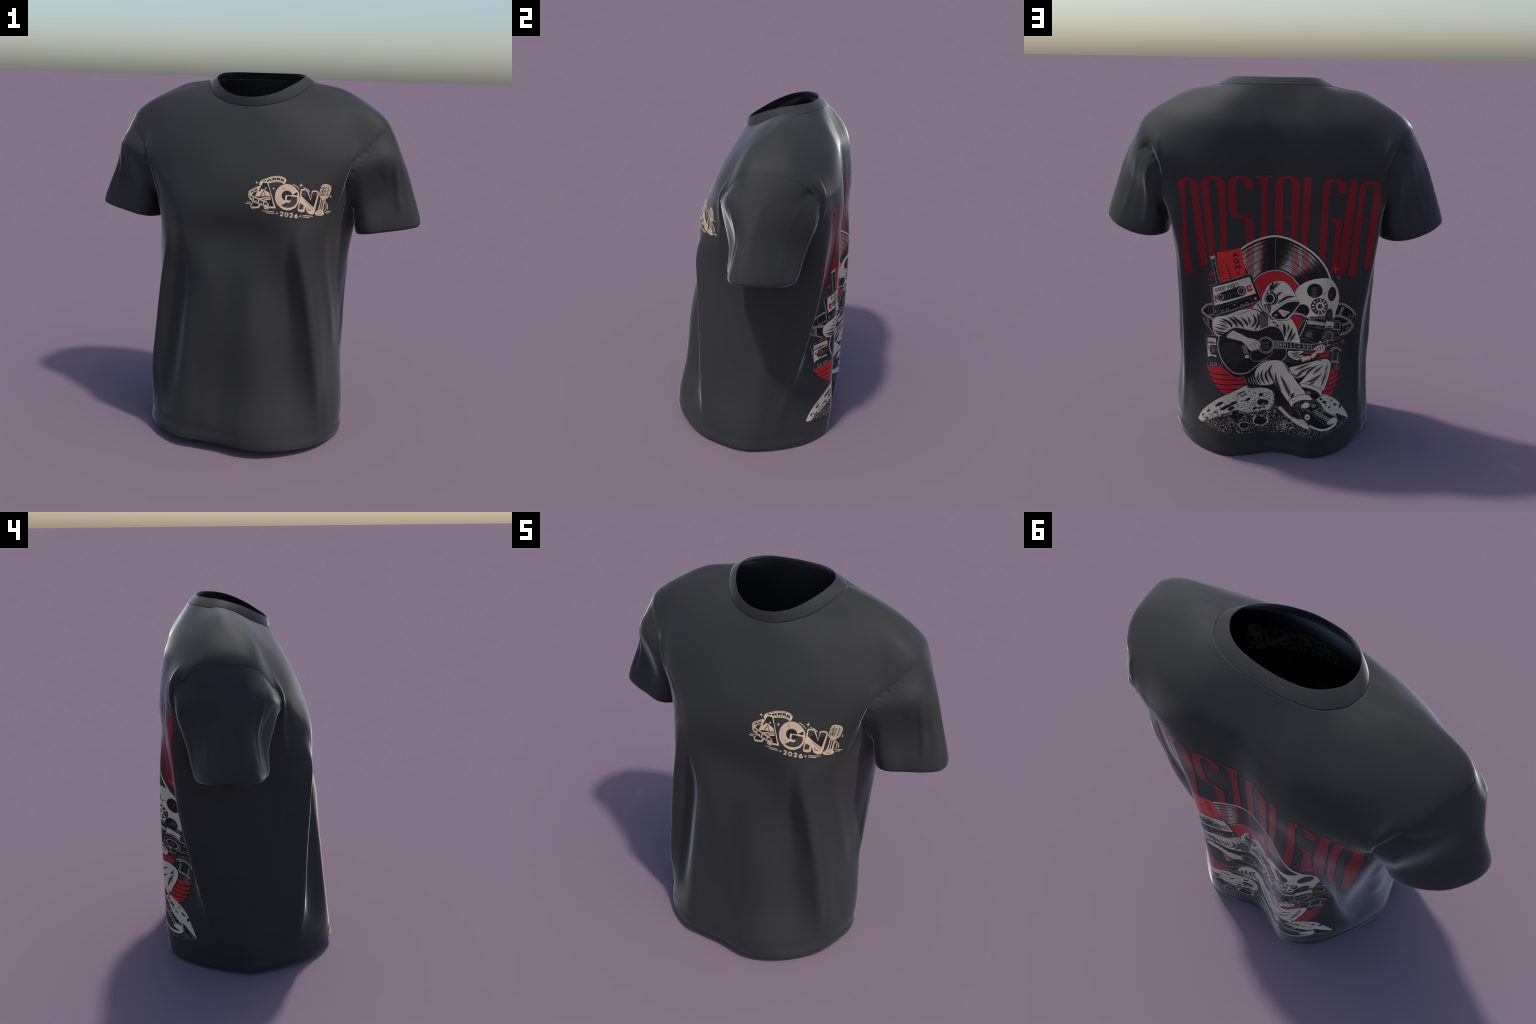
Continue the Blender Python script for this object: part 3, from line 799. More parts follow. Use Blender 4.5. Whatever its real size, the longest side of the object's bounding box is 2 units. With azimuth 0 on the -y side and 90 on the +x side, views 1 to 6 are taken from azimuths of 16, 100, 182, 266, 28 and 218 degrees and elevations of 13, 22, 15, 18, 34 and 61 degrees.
BK.ring((790, 1398), 70, 78, 7, "tone3", "ink", 15); BK.ring((796, 1396), 48, 56, 8, "tone4", "ink", 15); BK.oval((796, 1392), 20, 24, "tone2"); BK.oval((798, 1390), 10, 12, "ink")
for c in ((838, 1372), (856, 1362), (884, 1352), (912, 1340), (850, 1420), (880, 1412), (846, 1450), (868, 1446), (905, 1400), (850, 1500), (872, 1490), (894, 1482), (735, 1400), (720, 1420)):
    BK.oval(c, 8, 8, "tone3")
BK.line([(740, 1490), (820, 1452), (918, 1424), (930, 1372), (900, 1350)], 7, "tone3")
BK.group = "film_strip_print"
BK.at(*fD)
BK.blob([(818, 335), (836, 296), (890, 272), (948, 294), (960, 330), (935, 440), (922, 480), (890, 590), (862, 575), (862, 500), (815, 480), (828, 400)], "ink", 4)
BK.line([(826, 330), (850, 298), (895, 284), (954, 326)], 27, "tone4"); BK.dots([(826, 330), (850, 298), (895, 284), (954, 326)], 9, 11, "ink")
BK.line([(818, 466), (870, 458), (924, 470)], 30, "tone4"); BK.dots([(818, 466), (870, 458), (924, 470)], 6, 11, "ink")
BK.line([(848, 338), (836, 445)], 13, "tone3"); BK.line([(916, 340), (904, 445)], 16, "tone3"); BK.line([(945, 345), (925, 440)], 8, "tone2")
BK.flat([(866, 330), (898, 330), (886, 440), (858, 440)], "tone1")
BK.blob([(868, 500), (912, 492), (900, 560), (876, 588), (862, 560)], "tone2", 3)

# moon
BK.group = "moon_print"
BK.at(*fC)
top = [(175, 1172), (188, 1120), (240, 1048), (340, 970), (440, 912), (560, 856), (680, 800), (782, 752)]
oD = lambda x, y: (x + 1003.5, y)
right = [oD(700, 862), oD(800, 884), oD(900, 940), oD(970, 1020), oD(1020, 1100), oD(1043, 1160), oD(1020, 1212), oD(950, 1272)]
low_edge = [oD(880, 1312), oD(760, 1384), oD(600, 1408), oD(430, 1396), (1200, 1352), (1000, 1336), (800, 1352), (600, 1372), (480, 1352), (330, 1282), (228, 1222)]
BK.flat(curve(top, 3, False) + [(1000, 740)] + curve(right, 3, False) + curve(low_edge, 3, False), "moondark")
BK.blob(top + [(790, 790), (1000, 790), (1100, 830), (1110, 980), (1040, 1060), (900, 1080), (760, 1100), (640, 1060), (540, 1100), (460, 1130), (330, 1190), (240, 1214)], "moon", 3)
BK.blob([(230, 1200), (360, 1160), (500, 1110), (680, 1080), (820, 1100), (1000, 1060), (1140, 1100), (1000, 1180), (1050, 1260), (880, 1320), (700, 1330), (500, 1345), (340, 1275)], "moondark", 3)
BK.blob([(1100, 1230), (1250, 1150), (1350, 1220), (1420, 1310), (1260, 1350), (1130, 1320)], "moondark", 3)
BK.blob([(1400, 1340), (1560, 1330), (1640, 1370), (1500, 1396), (1390, 1386)], "moondark", 3)
BK.blob([oD(690, 868), oD(800, 888), oD(900, 945), oD(968, 1024), oD(1018, 1104), oD(1036, 1160), oD(960, 1130), oD(930, 1190), oD(900, 1240), oD(905, 1150), oD(800, 1110), oD(740, 1060), oD(690, 980), oD(640, 930)], "moon", 3)
BK.blob([oD(930, 1140), oD(1030, 1180), oD(980, 1240), oD(880, 1300), oD(880, 1240)], "moondark", 3)
for cx, cy, rx, ry, rot in ((430, 992, 58, 20, -28), (500, 1036, 72, 22, -28), (600, 985, 60, 18, -28), (575, 1052, 50, 18, -20), (792, 930, 38, 17, -28), (872, 1044, 30, 18, -20), (650, 1128, 82, 58, -15),
                            (298, 1072, 24, 12, -35), (390, 1088, 30, 16, -25), (460, 1150, 56, 30, -15), (230, 1120, 18, 10, -40), (950, 872, 26, 20, 0), (930, 1042, 18, 10, 0), (280, 1160, 30, 14, -40), (700, 850, 60, 9, -28), (730, 880, 40, 8, -28)):
    BK.rag((cx, cy), rx, ry, "ink", rot)
for cx, cy, rx, ry in ((975, 968, 74, 42), (945, 1196, 84, 54), (742, 1256, 56, 40), (1202, 1280, 38, 28), (1300, 1260, 42, 30), (580, 1246, 30, 20), (470, 1285, 34, 22)):
    BK.rag((cx, cy), rx * 1.18, ry * 1.2, "moon", 0, k=.12)
    BK.rag((cx, cy), rx, ry, "ink", 0, k=.1)
BK.rag((985, 988), 30, 16, "tone3", -20)
for k in range(420):
    x_ = RNG.uniform(230, 1140)
    y_top = 1172 - .69 * (x_ - 175) if x_ < 760 else 775
    y_ = y_top + 30 + RNG.uniform(0, 1) ** .6 * (1120 - y_top)
    if y_ < 1330:
        BK.rag((x_, y_), RNG.uniform(4, 13), RNG.uniform(3, 6), "ink" if RNG.uniform() < .62 or y_ < 1060 else "cream", -25, n=9, k=.3)
for k in range(90):
    x_, y_ = RNG.uniform(1180, 1380), RNG.uniform(1190, 1330)
    BK.rag((x_, y_), RNG.uniform(4, 10), RNG.uniform(3, 6), "ink" if RNG.uniform() < .5 else "cream", 0, n=9, k=.3)
for x_, y_, rx, ry in ((875, 996, 22, 14), (742, 968, 34, 18), (800, 1030, 18, 9), (936, 1012, 14, 30), (700, 930, 22, 14), (760, 1010, 14, 8), (830, 944, 16, 7)):
    BK.rag(oD(x_, y_), rx, ry, "ink", 20)
BK.blob([oD(880, 1108), oD(940, 1120), oD(1000, 1170), oD(960, 1175), oD(930, 1210), oD(910, 1160)], "speck", 3)

# seated guitarist
BK.group = "figure_print"
BK.at(*fC)
BK.blob([(730, 660), (820, 600), (900, 560), (1000, 760), (1130, 760), (1230, 860), (1300, 960), (1210, 1060), (1140, 980), (1120, 850), (1000, 782), (900, 770), (780, 752)], "ink", 4)
BK.at(*fA)
hoodie = [(346, 1220), (362, 1172), (400, 1150), (480, 1138), (560, 1112), (660, 1074), (760, 1054), (830, 1044), (895, 982), (960, 948), (1040, 1000), (1120, 1140), (1220, 1186), (1320, 1172), (1362, 1216),
          (1402, 1290), (1424, 1380), (1442, 1480), (1330, 1500), (1240, 1500), (1150, 1420), (900, 1420), (690, 1360), (610, 1310), (580, 1340), (530, 1410), (480, 1420), (420, 1398), (374, 1360), (350, 1290)]
BK.blob([(x - 3 if x < 900 else x + 5, y - 7) for x, y in hoodie], "ink", 3)
BK.blob(hoodie, "cream", 3)
for st, w in (([(455, 1168), (560, 1228), (590, 1290)], 22), ([(545, 1150), (625, 1215), (655, 1280)], 24), ([(590, 1140), (690, 1225), (735, 1285)], 24), ([(700, 1150), (765, 1220), (790, 1270)], 20), ([(780, 1140), (810, 1200), (815, 1262)], 12),
              ([(850, 1115), (885, 1210), (820, 1290)], 22), ([(905, 1100), (930, 1210), (870, 1320)], 26), ([(960, 1120), (975, 1220), (940, 1310)], 24), ([(362, 1268), (450, 1300), (545, 1312)], 12), ([(358, 1308), (440, 1346), (525, 1350)], 16),
              ([(375, 1345), (440, 1372), (500, 1368)], 14), ([(400, 1240), (480, 1262), (560, 1300)], 10), ([(420, 1200), (480, 1215), (540, 1260)], 9), ([(1230, 1220), (1252, 1310), (1240, 1440)], 26), ([(1350, 1290), (1320, 1380), (1280, 1460)], 24),
              ([(1390, 1340), (1350, 1410), (1300, 1470)], 18), ([(1290, 1230), (1300, 1290), (1285, 1350)], 12), ([(480, 1390), (500, 1370), (510, 1340)], 8)):
    wrinkle(st, w)
BK.blob([(950, 1080), (1040, 1150), (1045, 1270), (985, 1300), (930, 1230)], "shade", 4)
BK.line([(1090, 1200), (1150, 1250), (1175, 1300)], 26, "ink", True)
BK.blob([(610, 1296), (720, 1290), (860, 1320), (1000, 1310), (1100, 1275), (1180, 1310), (1190, 1380), (900, 1430), (700, 1380)], "ink", 3)
BK.line([(830, 1045), (930, 1080), (1040, 1160), (1110, 1188)], 12, "ink"); BK.line([(905, 985), (960, 1060), (1080, 1165)], 14, "ink"); BK.line([(945, 960), (985, 1040), (1060, 1120)], 14, "shade")
BK.line([(1055, 1150), (1050, 1270)], 26, "ink"); BK.line([(1055, 1150), (1050, 1268)], 17, "cream")
BK.line([(1190, 1190), (1192, 1316)], 26, "ink"); BK.line([(1190, 1190), (1192, 1314)], 17, "cream")
BK.line([(1060, 1205), (1130, 1240), (1240, 1240)], 12, "tone4")

# hood, face and headphones
hood = [(962, 985), (968, 900), (1000, 820), (1040, 762), (1090, 722), (1160, 702), (1235, 706), (1292, 742), (1342, 802), (1384, 876), (1436, 968), (1430, 1010), (1395, 1062), (1345, 1130), (1290, 1186), (1180, 1192), (1095, 1164), (1060, 1120), (1020, 1090), (985, 1040)]
BK.blob([(x + (x - 1200) * .025, y + (y - 950) * .03) for x, y in hood], "ink", 4)
BK.blob(hood, "cream", 4)
BK.blob([(985, 1000), (1030, 990), (1080, 1010), (1075, 1090), (1050, 1110), (1010, 1060)], "shade", 4)
BK.line([(1010, 1000), (1030, 1060), (1052, 1105)], 12, "cream", True)
BK.blob([(1430, 966), (1340, 962), (1265, 982), (1190, 1032), (1118, 1088), (1084, 1122), (1108, 1158), (1190, 1184), (1272, 1170), (1340, 1108), (1396, 1042), (1430, 992)], "ink", 4)
BK.line([(1424, 958), (1340, 944), (1255, 964), (1175, 1012), (1100, 1075)], 6, "tone2")
BK.blob([(1170, 1078), (1196, 1058), (1268, 1076), (1300, 1082), (1318, 1096), (1300, 1108), (1284, 1108), (1282, 1124), (1264, 1132), (1258, 1150), (1226, 1142), (1200, 1112)], "skin", 4)
BK.line([(1228, 1112), (1252, 1114), (1272, 1104)], 6, "ink", True); BK.line([(1230, 1080), (1255, 1096), (1290, 1100)], 5, "shade", True)
BK.oval((1138, 1130), 26, 24, "shade"); BK.oval((1142, 1128), 12, 12, "tone3"); BK.line([(1190, 1182), (1240, 1188), (1300, 1172)], 12, "cream", True)
for st, w in (([(1385, 892), (1280, 908), (1175, 958)], 20), ([(1230, 838), (1180, 862), (1150, 900)], 16), ([(1270, 930), (1210, 950), (1160, 990)], 14), ([(1170, 706), (1120, 770), (1100, 850)], 18), ([(1080, 738), (1070, 800), (1085, 860)], 16), ([(1040, 800), (1030, 850), (1050, 880)], 10), ([(1215, 712), (1150, 760), (1110, 800)], 10)):
    wrinkle(st, w)
BK.line([(1105, 720), (1090, 790), (1098, 850)], 26, "tone1"); BK.oval((1096, 820), 16, 18, "tone3")
BK.oval((1092, 925), 78, 80, "ink"); BK.ring((1092, 925), 66, 72, 6, "tone3", "ink"); BK.ring((1066, 922), 70, 72, 9, "ink", "cream"); BK.oval((1062, 922), 50, 54, "ink"); BK.oval((1060, 922), 12, 12, "tone1")
BK.line([(1070, 720), (1010, 800), (990, 880)], 7, "tone2", True)

# guitar
BK.group = "guitar_print"
BK.at(*fC)
g_top = [(590, 40), (640, 28), (720, 40), (800, 60), (880, 70), (940, 60), (1010, 30), (1080, 12), (1150, 24), (1200, 60), (1234, 120), (1252, 196)]
g_left = [(428, 150), (414, 250), (430, 350), (466, 440), (530, 530), (600, 590), (682, 612), (770, 600), (840, 560), (910, 500), (980, 455), (1040, 442), (1100, 442)]
g_right = [(1268, 290), (1276, 340), (1262, 400), (1215, 452)]
BK.blob([(414, 140), (400, 250), (418, 355), (455, 450), (520, 545), (600, 640), (690, 655), (790, 620), (860, 575), (930, 500), (700, 300)], "ink", 3)
BK.flat(curve(g_top, 3, False) + curve(g_right, 3, False) + curve(g_left, 3, False)[::-1], "speck")
BK.blob([(480, 230), (700, 240), (740, 380), (640, 520), (520, 440)], "tone1", 4)
BK.line(g_top, 11, "tone4"); BK.line(g_left, 12, "tone4"); BK.line(g_right, 11, "tone4")
BK.line([(824, 350), (820, 400), (850, 444), (900, 456), (990, 430), (1070, 380), (1102, 325)], 8, "tone3")
BK.ring((1012, 250), 104, 106, 8, "tone4", "ink"); BK.ring((1012, 250), 88, 92, 12, "tone3", "ink")
BK.flat([(716, 262), (756, 252), (800, 355), (742, 364)], "tone3"); BK.dots([(740, 268), (756, 320), (775, 352)], 5, 8, "ink")
BK.flat([(748, 382), (796, 370), (804, 410), (756, 417)], "cream")
for k in range(5):
    BK.line([(930, 216 + 21 * k), (1010, 216 + 19 * k), (1100, 205 + 19 * k)], 4.5, "tone3")
BK.at(*fD)
BK.blob([(70, 196), (300, 210), (440, 232), (560, 240), (640, 234), (740, 214), (802, 188), (820, 242), (740, 282), (620, 312), (440, 302), (300, 292), (70, 287)], "ink", 3)
for k in range(4):
    BK.line([(90, 214 + 18 * k), (300, 226 + 16 * k), (440, 246 + 14 * k), (620, 252 + 14 * k), (800, 204 + 12 * k)], 3, "tone2")
BK.line([(78, 197), (300, 211), (440, 232), (560, 240), (640, 235), (740, 215), (802, 190)], 8, "tone4")
BK.line([(78, 287), (300, 293), (440, 302), (620, 312), (740, 280), (820, 242)], 8, "tone4")
NT_ = [(78, 197, 287), (300, 211, 293), (440, 232, 302), (620, 238, 312), (740, 215, 281), (802, 190, 248)]
for xf in (92, 108, 124, 140, 156, 172, 190, 210, 232, 256, 284, 322, 374, 430, 482, 532, 584, 780):
    yt = np.interp(xf, [p[0] for p in NT_], [p[1] for p in NT_]); yb = np.interp(xf, [p[0] for p in NT_], [p[2] for p in NT_])
    BK.line([(xf, yt), (xf, yb)], 6, "tone4")
for c in ((200, 246), (240, 246), (328, 262), (416, 268), (500, 272), (554, 274)):
    BK.oval(c, 9, 9, "tone4")

# strumming arm and hand
BK.group = "figure_print"
BK.at(*fC)
arm = [(594, 66), (640, 84), (720, 122), (790, 160), (868, 174), (906, 194), (950, 238), (936, 258), (904, 236), (938, 286), (920, 308), (884, 274), (902, 308), (880, 318), (842, 282), (862, 318), (838, 328), (788, 290), (745, 240), (712, 206), (610, 182), (516, 150), (545, 100)]
BK.flat([(x + (x - 730) * .03, y + (y - 190) * .06) for x, y in arm], "ink")
BK.flat(curve(arm, 2, True), "skin")
for st in ([(868, 176), (890, 210), (908, 238)], [(846, 206), (870, 240), (888, 274)], [(808, 232), (832, 262), (846, 284)], [(530, 158), (640, 186), (720, 208)], [(740, 226), (770, 260), (800, 290)]):
    BK.line(st, 8, "shade", True)
BK.line([(598, 68), (545, 110), (500, 170)], 9, "ink")

# fretting arm and hand
BK.at(*fD)
BK.blob([(280, 310), (380, 318), (470, 316), (492, 350), (470, 372), (540, 380), (580, 392), (574, 432), (520, 460), (440, 470), (350, 440), (280, 390)], "ink", 4)
BK.blob([(300, 322), (380, 330), (468, 322), (480, 345), (420, 372), (480, 380), (460, 420), (400, 440), (330, 412), (290, 370)], "cream", 4)
for st in ([(300, 350), (380, 352), (450, 340)], [(310, 380), (370, 372), (430, 352)], [(330, 410), (380, 392), (440, 362)], [(370, 430), (410, 402), (460, 374)], [(420, 440), (440, 412), (478, 384)]):
    BK.line(st, 13, "ink", True)
BK.blob([(462, 418), (480, 398), (548, 388), (574, 396), (568, 430), (520, 452), (470, 458)], "skin", 4)
BK.line([(470, 450), (520, 446), (566, 420)], 14, "shade", True)
hand = [(604, 306), (632, 276), (680, 248), (720, 244), (748, 264), (744, 322), (716, 346), (690, 352), (660, 350), (636, 380), (600, 418), (578, 392), (606, 352), (634, 338), (626, 316)]
BK.flat([(x + (x - 660) * .06, y + (y - 320) * .06) for x, y in hand], "ink")
BK.flat(curve(hand, 2, True), "skin")
for st in ([(632, 280), (660, 300), (672, 340)], [(664, 260), (692, 282), (700, 340)], [(700, 248), (722, 272), (726, 330)], [(606, 310), (640, 316), (650, 344)]):
    BK.line(st, 9, "ink", True)
BK.oval((690, 212), 17, 13, "skin", -20)

# trousers
BK.blob([(250, 480), (420, 470), (700, 420), (770, 420), (828, 460), (830, 540), (800, 660), (725, 850), (640, 930), (560, 890), (440, 780), (300, 600)], "ink", 4)
thigh_r = [(306, 536), (420, 508), (560, 470), (700, 430), (768, 428), (815, 460), (821, 520), (802, 620), (762, 740), (716, 836), (600, 766), (440, 746), (470, 692), (536, 616), (450, 655), (410, 668), (366, 648), (328, 598)]
BK.flat(curve(thigh_r, 3, True), "cream")
for st, w in (([(590, 476), (460, 530), (352, 572)], 13), ([(600, 516), (470, 580), (384, 650)], 18), ([(660, 500), (560, 570), (500, 640)], 18), ([(740, 500), (650, 570), (600, 620)], 12), ([(720, 600), (620, 680), (500, 724)], 16), ([(780, 560), (740, 660), (700, 780)], 12), ([(640, 690), (590, 730), (540, 748)], 10), ([(330, 600), (400, 640), (480, 600)], 12), ([(790, 470), (770, 540), (740, 590)], 6)):
    wrinkle(st, w)
BK.blob([(428, 748), (480, 732), (560, 744), (640, 770), (704, 802), (722, 842), (704, 898), (680, 884), (650, 846), (560, 804), (440, 778)], "ink", 3)
BK.blob([(434, 750), (480, 738), (560, 750), (640, 776), (698, 806), (714, 842), (700, 886), (682, 872), (654, 836), (560, 794), (446, 770)], "cream", 3)
BK.line([(460, 745), (580, 765), (690, 820)], 5, "shade", True)
BK.oval((545, 852), 36, 26, "shade", 20); BK.oval((542, 850), 16, 14, "tone3", 20)
BK.at(*fC)
leg = [(880, 660), (878, 595), (910, 530), (960, 482), (1040, 450), (1130, 440), (1200, 450), (1262, 492), (1312, 560), (1352, 640), (1430, 750), (1520, 868), (1430, 884), (1335, 922), (1300, 962), (1240, 882), (1186, 800), (1140, 722), (1080, 742), (1000, 752), (930, 742)]
BK.blob([(x + (x - 1150) * .025, y - 9) for x, y in leg], "ink", 3)
BK.flat(curve(leg, 3, True), "cream")
for st, w in (([(1100, 486), (1056, 570), (1078, 640), (1140, 745)], 22), ([(1035, 556), (1010, 640), (1062, 735)], 20), ([(975, 560), (956, 650), (1005, 745)], 18), ([(925, 590), (912, 680), (955, 745)], 15), ([(1135, 590), (1150, 710), (1215, 830)], 18), ([(1195, 630), (1262, 760), (1310, 900)], 22), ([(1255, 740), (1300, 820), (1330, 905)], 11), ([(1060, 610), (1090, 660), (1120, 730)], 14), ([(1230, 470), (1290, 550), (1330, 640)], 7), ([(1370, 850), (1350, 880), (1330, 915)], 22), ([(895, 640), (885, 680), (905, 730)], 10)):
    wrinkle(st, w)
for st in ([(740, 662), (752, 700), (778, 738)], [(790, 650), (800, 700), (838, 745)], [(822, 640), (838, 700), (878, 752)], [(852, 620), (860, 690), (912, 758)], [(885, 660), (900, 710), (945, 760)]):
    BK.line(st, 9, "tone4", True)
BK.at(*fD)
BK.blob([(290, 968), (316, 922), (400, 884), (500, 866), (566, 880), (596, 930), (584, 955), (480, 950), (404, 974), (356, 1006), (338, 1044), (306, 1014)], "ink", 3)
BK.blob([(298, 966), (322, 930), (400, 892), (500, 874), (560, 888), (586, 930), (576, 942), (480, 938), (400, 962), (350, 996), (334, 1028), (314, 1004)], "cream", 3)
BK.line([(330, 940), (360, 950), (390, 930)], 8, "shade", True)

# shoes
BK.group = "shoe_print"
BK.blob([(196, 1018), (250, 975), (300, 975), (345, 1040), (420, 1048), (462, 1120), (545, 1245), (548, 1300), (440, 1260), (300, 1160), (180, 1050)], "ink", 3)
BK.blob([(215, 1010), (270, 985), (320, 1040), (360, 1090), (330, 1120), (260, 1060)], "tone1", 3)
for k in range(6):
    BK.line([(368 + 16 * k, 1062 + 22 * k), (400 + 12 * k, 1058 + 20 * k), (424 + 9 * k, 1082 + 18 * k)], 6, "tone3", True)
BK.blob([(168, 1044), (198, 1020), (260, 1080), (330, 1142), (430, 1190), (500, 1232), (548, 1266), (546, 1300), (520, 1304), (460, 1276), (370, 1224), (250, 1122)], "cream", 3)
BK.line([(200, 1036), (330, 1152), (430, 1208), (530, 1278)], 5, "tone2"); BK.line([(340, 1148), (322, 1176)], 5, "ink")
BK.blob([(418, 1186), (470, 1182), (520, 1218), (542, 1252), (480, 1218)], "tone4", 3)
BK.blob([(446, 1082), (500, 1046), (548, 1046), (580, 992), (640, 984), (704, 1050), (744, 1092), (850, 1148), (900, 1162), (908, 1196), (872, 1262), (800, 1316), (720, 1332), (640, 1312), (556, 1264), (490, 1180)], "ink", 3)
BK.blob([(456, 1020), (500, 972), (556, 984), (548, 1026), (500, 1050), (470, 1046)], "skin", 4); BK.line([(462, 1030), (480, 1046), (520, 1046)], 12, "shade", True)
BK.line([(556, 1262), (640, 1300), (720, 1318), (800, 1298), (866, 1250), (896, 1186)], 27, "cream"); BK.line([(570, 1256), (640, 1288), (720, 1304), (790, 1286), (850, 1244)], 4, "tone2")
BK.blob([(774, 1246), (800, 1192), (850, 1162), (896, 1164), (890, 1200), (840, 1240)], "cream", 3)
BK.blob([(576, 1010), (604, 992), (640, 1000), (620, 1036), (590, 1030)], "tone3", 3)
BK.line([(460, 1080), (520, 1064), (560, 1080), (640, 1160), (760, 1256)], 5, "tone3")
for k in range(8):
    x0, y0 = 590 + 24 * k, 1090 + 15 * k
    BK.line([(x0, y0), (x0 + 44, y0 - 20), (x0 + 62, y0 - 4)], 8, "tone4")
    BK.line([(x0 + 60, y0 - 8), (x0 + 44, y0 + 26), (x0 + 36, y0 + 48)], 7, "tone4", True)
BK.line([(640, 1070), (680, 1046), (730, 1070), (740, 1090), (690, 1090)], 8, "tone4"); BK.line([(650, 1000), (676, 1030), (690, 1050)], 6, "tone3")
BK.oval((531, 1156), 33, 37, "cream"); BK.star((531, 1158), 24, "ink"); BK.oval((531, 1158), 12, 12, "ink"); BK.ring((544, 1076), 12, 12, 4, "tone4", "ink"); BK.ring((478, 1075), 9, 9, 3, "tone3", "ink")
BK.line([(640, 1010), (680, 1050), (720, 1080)], 5, "ink")

# sparkles
BK.group = "sparkle_print"
BK.at(*fA)
for c, r_ in (((336, 614), 46), ((313, 680), 32)):
    BK.star(c, r_, "red")
BK.at(*fB)
for c, r_ in (((884, 550), 58), ((926, 655), 44), ((974, 1456), 42)):
    BK.star(c, r_, "hot")

# ------------------------------------------------------------------ chest drawing
FR = Sheet()
FR.at(470, 330, 11.2)
FR.group = "chest_film_strip_print"
def frames(quads, peak=True):
    for q in quads:
        FR.flat(q, "char")
        if peak:
            a_, b_, c_, d_ = [np.array(p, float) for p in q]
            f = lambda u, v: tuple((a_ * (1 - u) + b_ * u) * (1 - v) + (d_ * (1 - u) + c_ * u) * v)
            FR.flat([f(.10, 1), f(.30, .72), f(.42, .85), f(.58, .5), f(.72, .82), f(.9, 1)], "gold")
FR.blob([(548, 452), (548, 400), (575, 358), (640, 322), (720, 292), (800, 265), (900, 249), (1000, 248), (1090, 272), (1148, 322), (1146, 360), (1106, 428), (1040, 396), (950, 384), (860, 390), (752, 412), (640, 395), (600, 420), (570, 450)], "gold", 3)
frames([[(632, 366), (692, 336), (702, 376), (640, 376)], [(718, 338), (812, 308), (818, 356), (722, 384)], [(834, 302), (916, 288), (918, 346), (838, 358)], [(934, 286), (1010, 292), (1006, 354), (934, 348)], [(1026, 298), (1102, 332), (1088, 386), (1020, 358)]])
FR.dots([(590, 372), (660, 330), (800, 285), (920, 268), (1020, 268), (1100, 300), (1120, 330)], 16, 17, "char")
FR.dots([(750, 392), (860, 368), (960, 364), (1050, 378), (1090, 395)], 8, 17, "char")
FR.blob([(550, 468), (430, 518), (345, 560), (306, 606), (304, 690), (322, 752), (400, 812), (520, 872), (640, 922), (648, 968), (690, 994), (745, 990), (764, 900), (748, 846), (700, 808), (600, 766), (480, 716), (400, 688), (384, 662), (430, 610), (520, 570)], "gold", 3)
frames([[(358, 592), (412, 566), (418, 606), (370, 634)], [(432, 556), (500, 528), (504, 570), (438, 596)], [(346, 690), (402, 716), (402, 786), (350, 742)], [(424, 728), (520, 772), (512, 846), (426, 800)], [(542, 784), (632, 822), (626, 896), (540, 858)], [(654, 832), (720, 852), (724, 910), (650, 900)]])
FR.flat([(395, 665), (458, 630), (440, 690)], "char")
FR.dots([(500, 508), (400, 552), (335, 600), (325, 680), (335, 740)], 9, 16, "char")
FR.dots([(400, 796), (500, 846), (630, 900), (680, 960), (730, 976)], 9, 16, "char"); FR.dots([(420, 704), (540, 756), (660, 804), (735, 860), (740, 940)], 10, 16, "char")
FR.group = "chest_letter.A"
FR.flat([(612, 378), (745, 392), (918, 972), (764, 972), (760, 900), (750, 850), (660, 800), (560, 750), (455, 706)], "gold")
FR.flat([(622, 398), (724, 402), (868, 930), (764, 930), (756, 868), (700, 808), (560, 750), (462, 706)], "char")
FR.flat([(612, 378), (630, 390), (466, 700), (450, 694)], "gold")
FR.flat([(404, 806), (578, 890), (536, 962), (376, 978), (338, 912)], "gold"); FR.flat([(408, 824), (540, 884), (505, 930), (362, 930)], "char")
FR.flat([(466, 706), (530, 575), (552, 600), (606, 524), (622, 558), (648, 540), (700, 590), (720, 580), (746, 622), (760, 604), (792, 688), (640, 702)], "gold")
FR.flat([(560, 700), (645, 560), (692, 690)], "char"); FR.flat([(586, 692), (646, 592), (674, 682)], "gold")
FR.flat([(490, 716), (790, 692), (794, 704), (520, 740)], "char")
FR.flat([(545, 742), (796, 706), (800, 728), (580, 764)], "gold"); FR.flat([(640, 768), (802, 744), (808, 772), (700, 790)], "gold")
FR.group = "chest_letter.G"
FR.oval((1180, 738), 258, 278, "gold"); FR.oval((1162, 712), 268, 282, "gold", n=40)
FR.blob([(1380, 560), (1436, 640), (1420, 720), (1424, 800), (1380, 900), (1330, 960), (1300, 700)], "gold", 3)
for r_ in (.94, .86, .78, .70, .62, .54):
    FR.line([(1162 + 268 * r_ * math.cos(math.radians(a_)), 706 + 272 * r_ * math.sin(math.radians(a_))) for a_ in range(120, 336, 12)], 6.5, "golddim", n=2)
FR.line([(1070, 500), (1090, 530), (1110, 560)], 40, "golddim", True)
FR.oval((1162, 690), 120, 116, "char")
FR.flat([(1028, 908), (1215, 790), (1238, 792), (1262, 705), (1392, 716), (1396, 790), (1372, 866), (1320, 922), (1250, 954), (1160, 960), (1090, 944)], "goldhatch")
FR.flat([(1165, 700), (1300, 712), (1200, 800), (1160, 790)], "char")
FR.flat([(1285, 664), (1394, 602), (1402, 640), (1394, 692)], "char")
FR.flat([(1290, 676), (1398, 690), (1400, 712), (1165, 694)], "gold")
FR.blob([(1130, 690), (1150, 676), (1172, 684), (1160, 740), (1166, 792), (1244, 800), (1234, 830), (1190, 848), (1140, 832), (1124, 780)], "gold", 3)
FR.line([(1165, 690), (1280, 690), (1400, 702)], 18, "gold")
FR.group = "chest_letter.N"
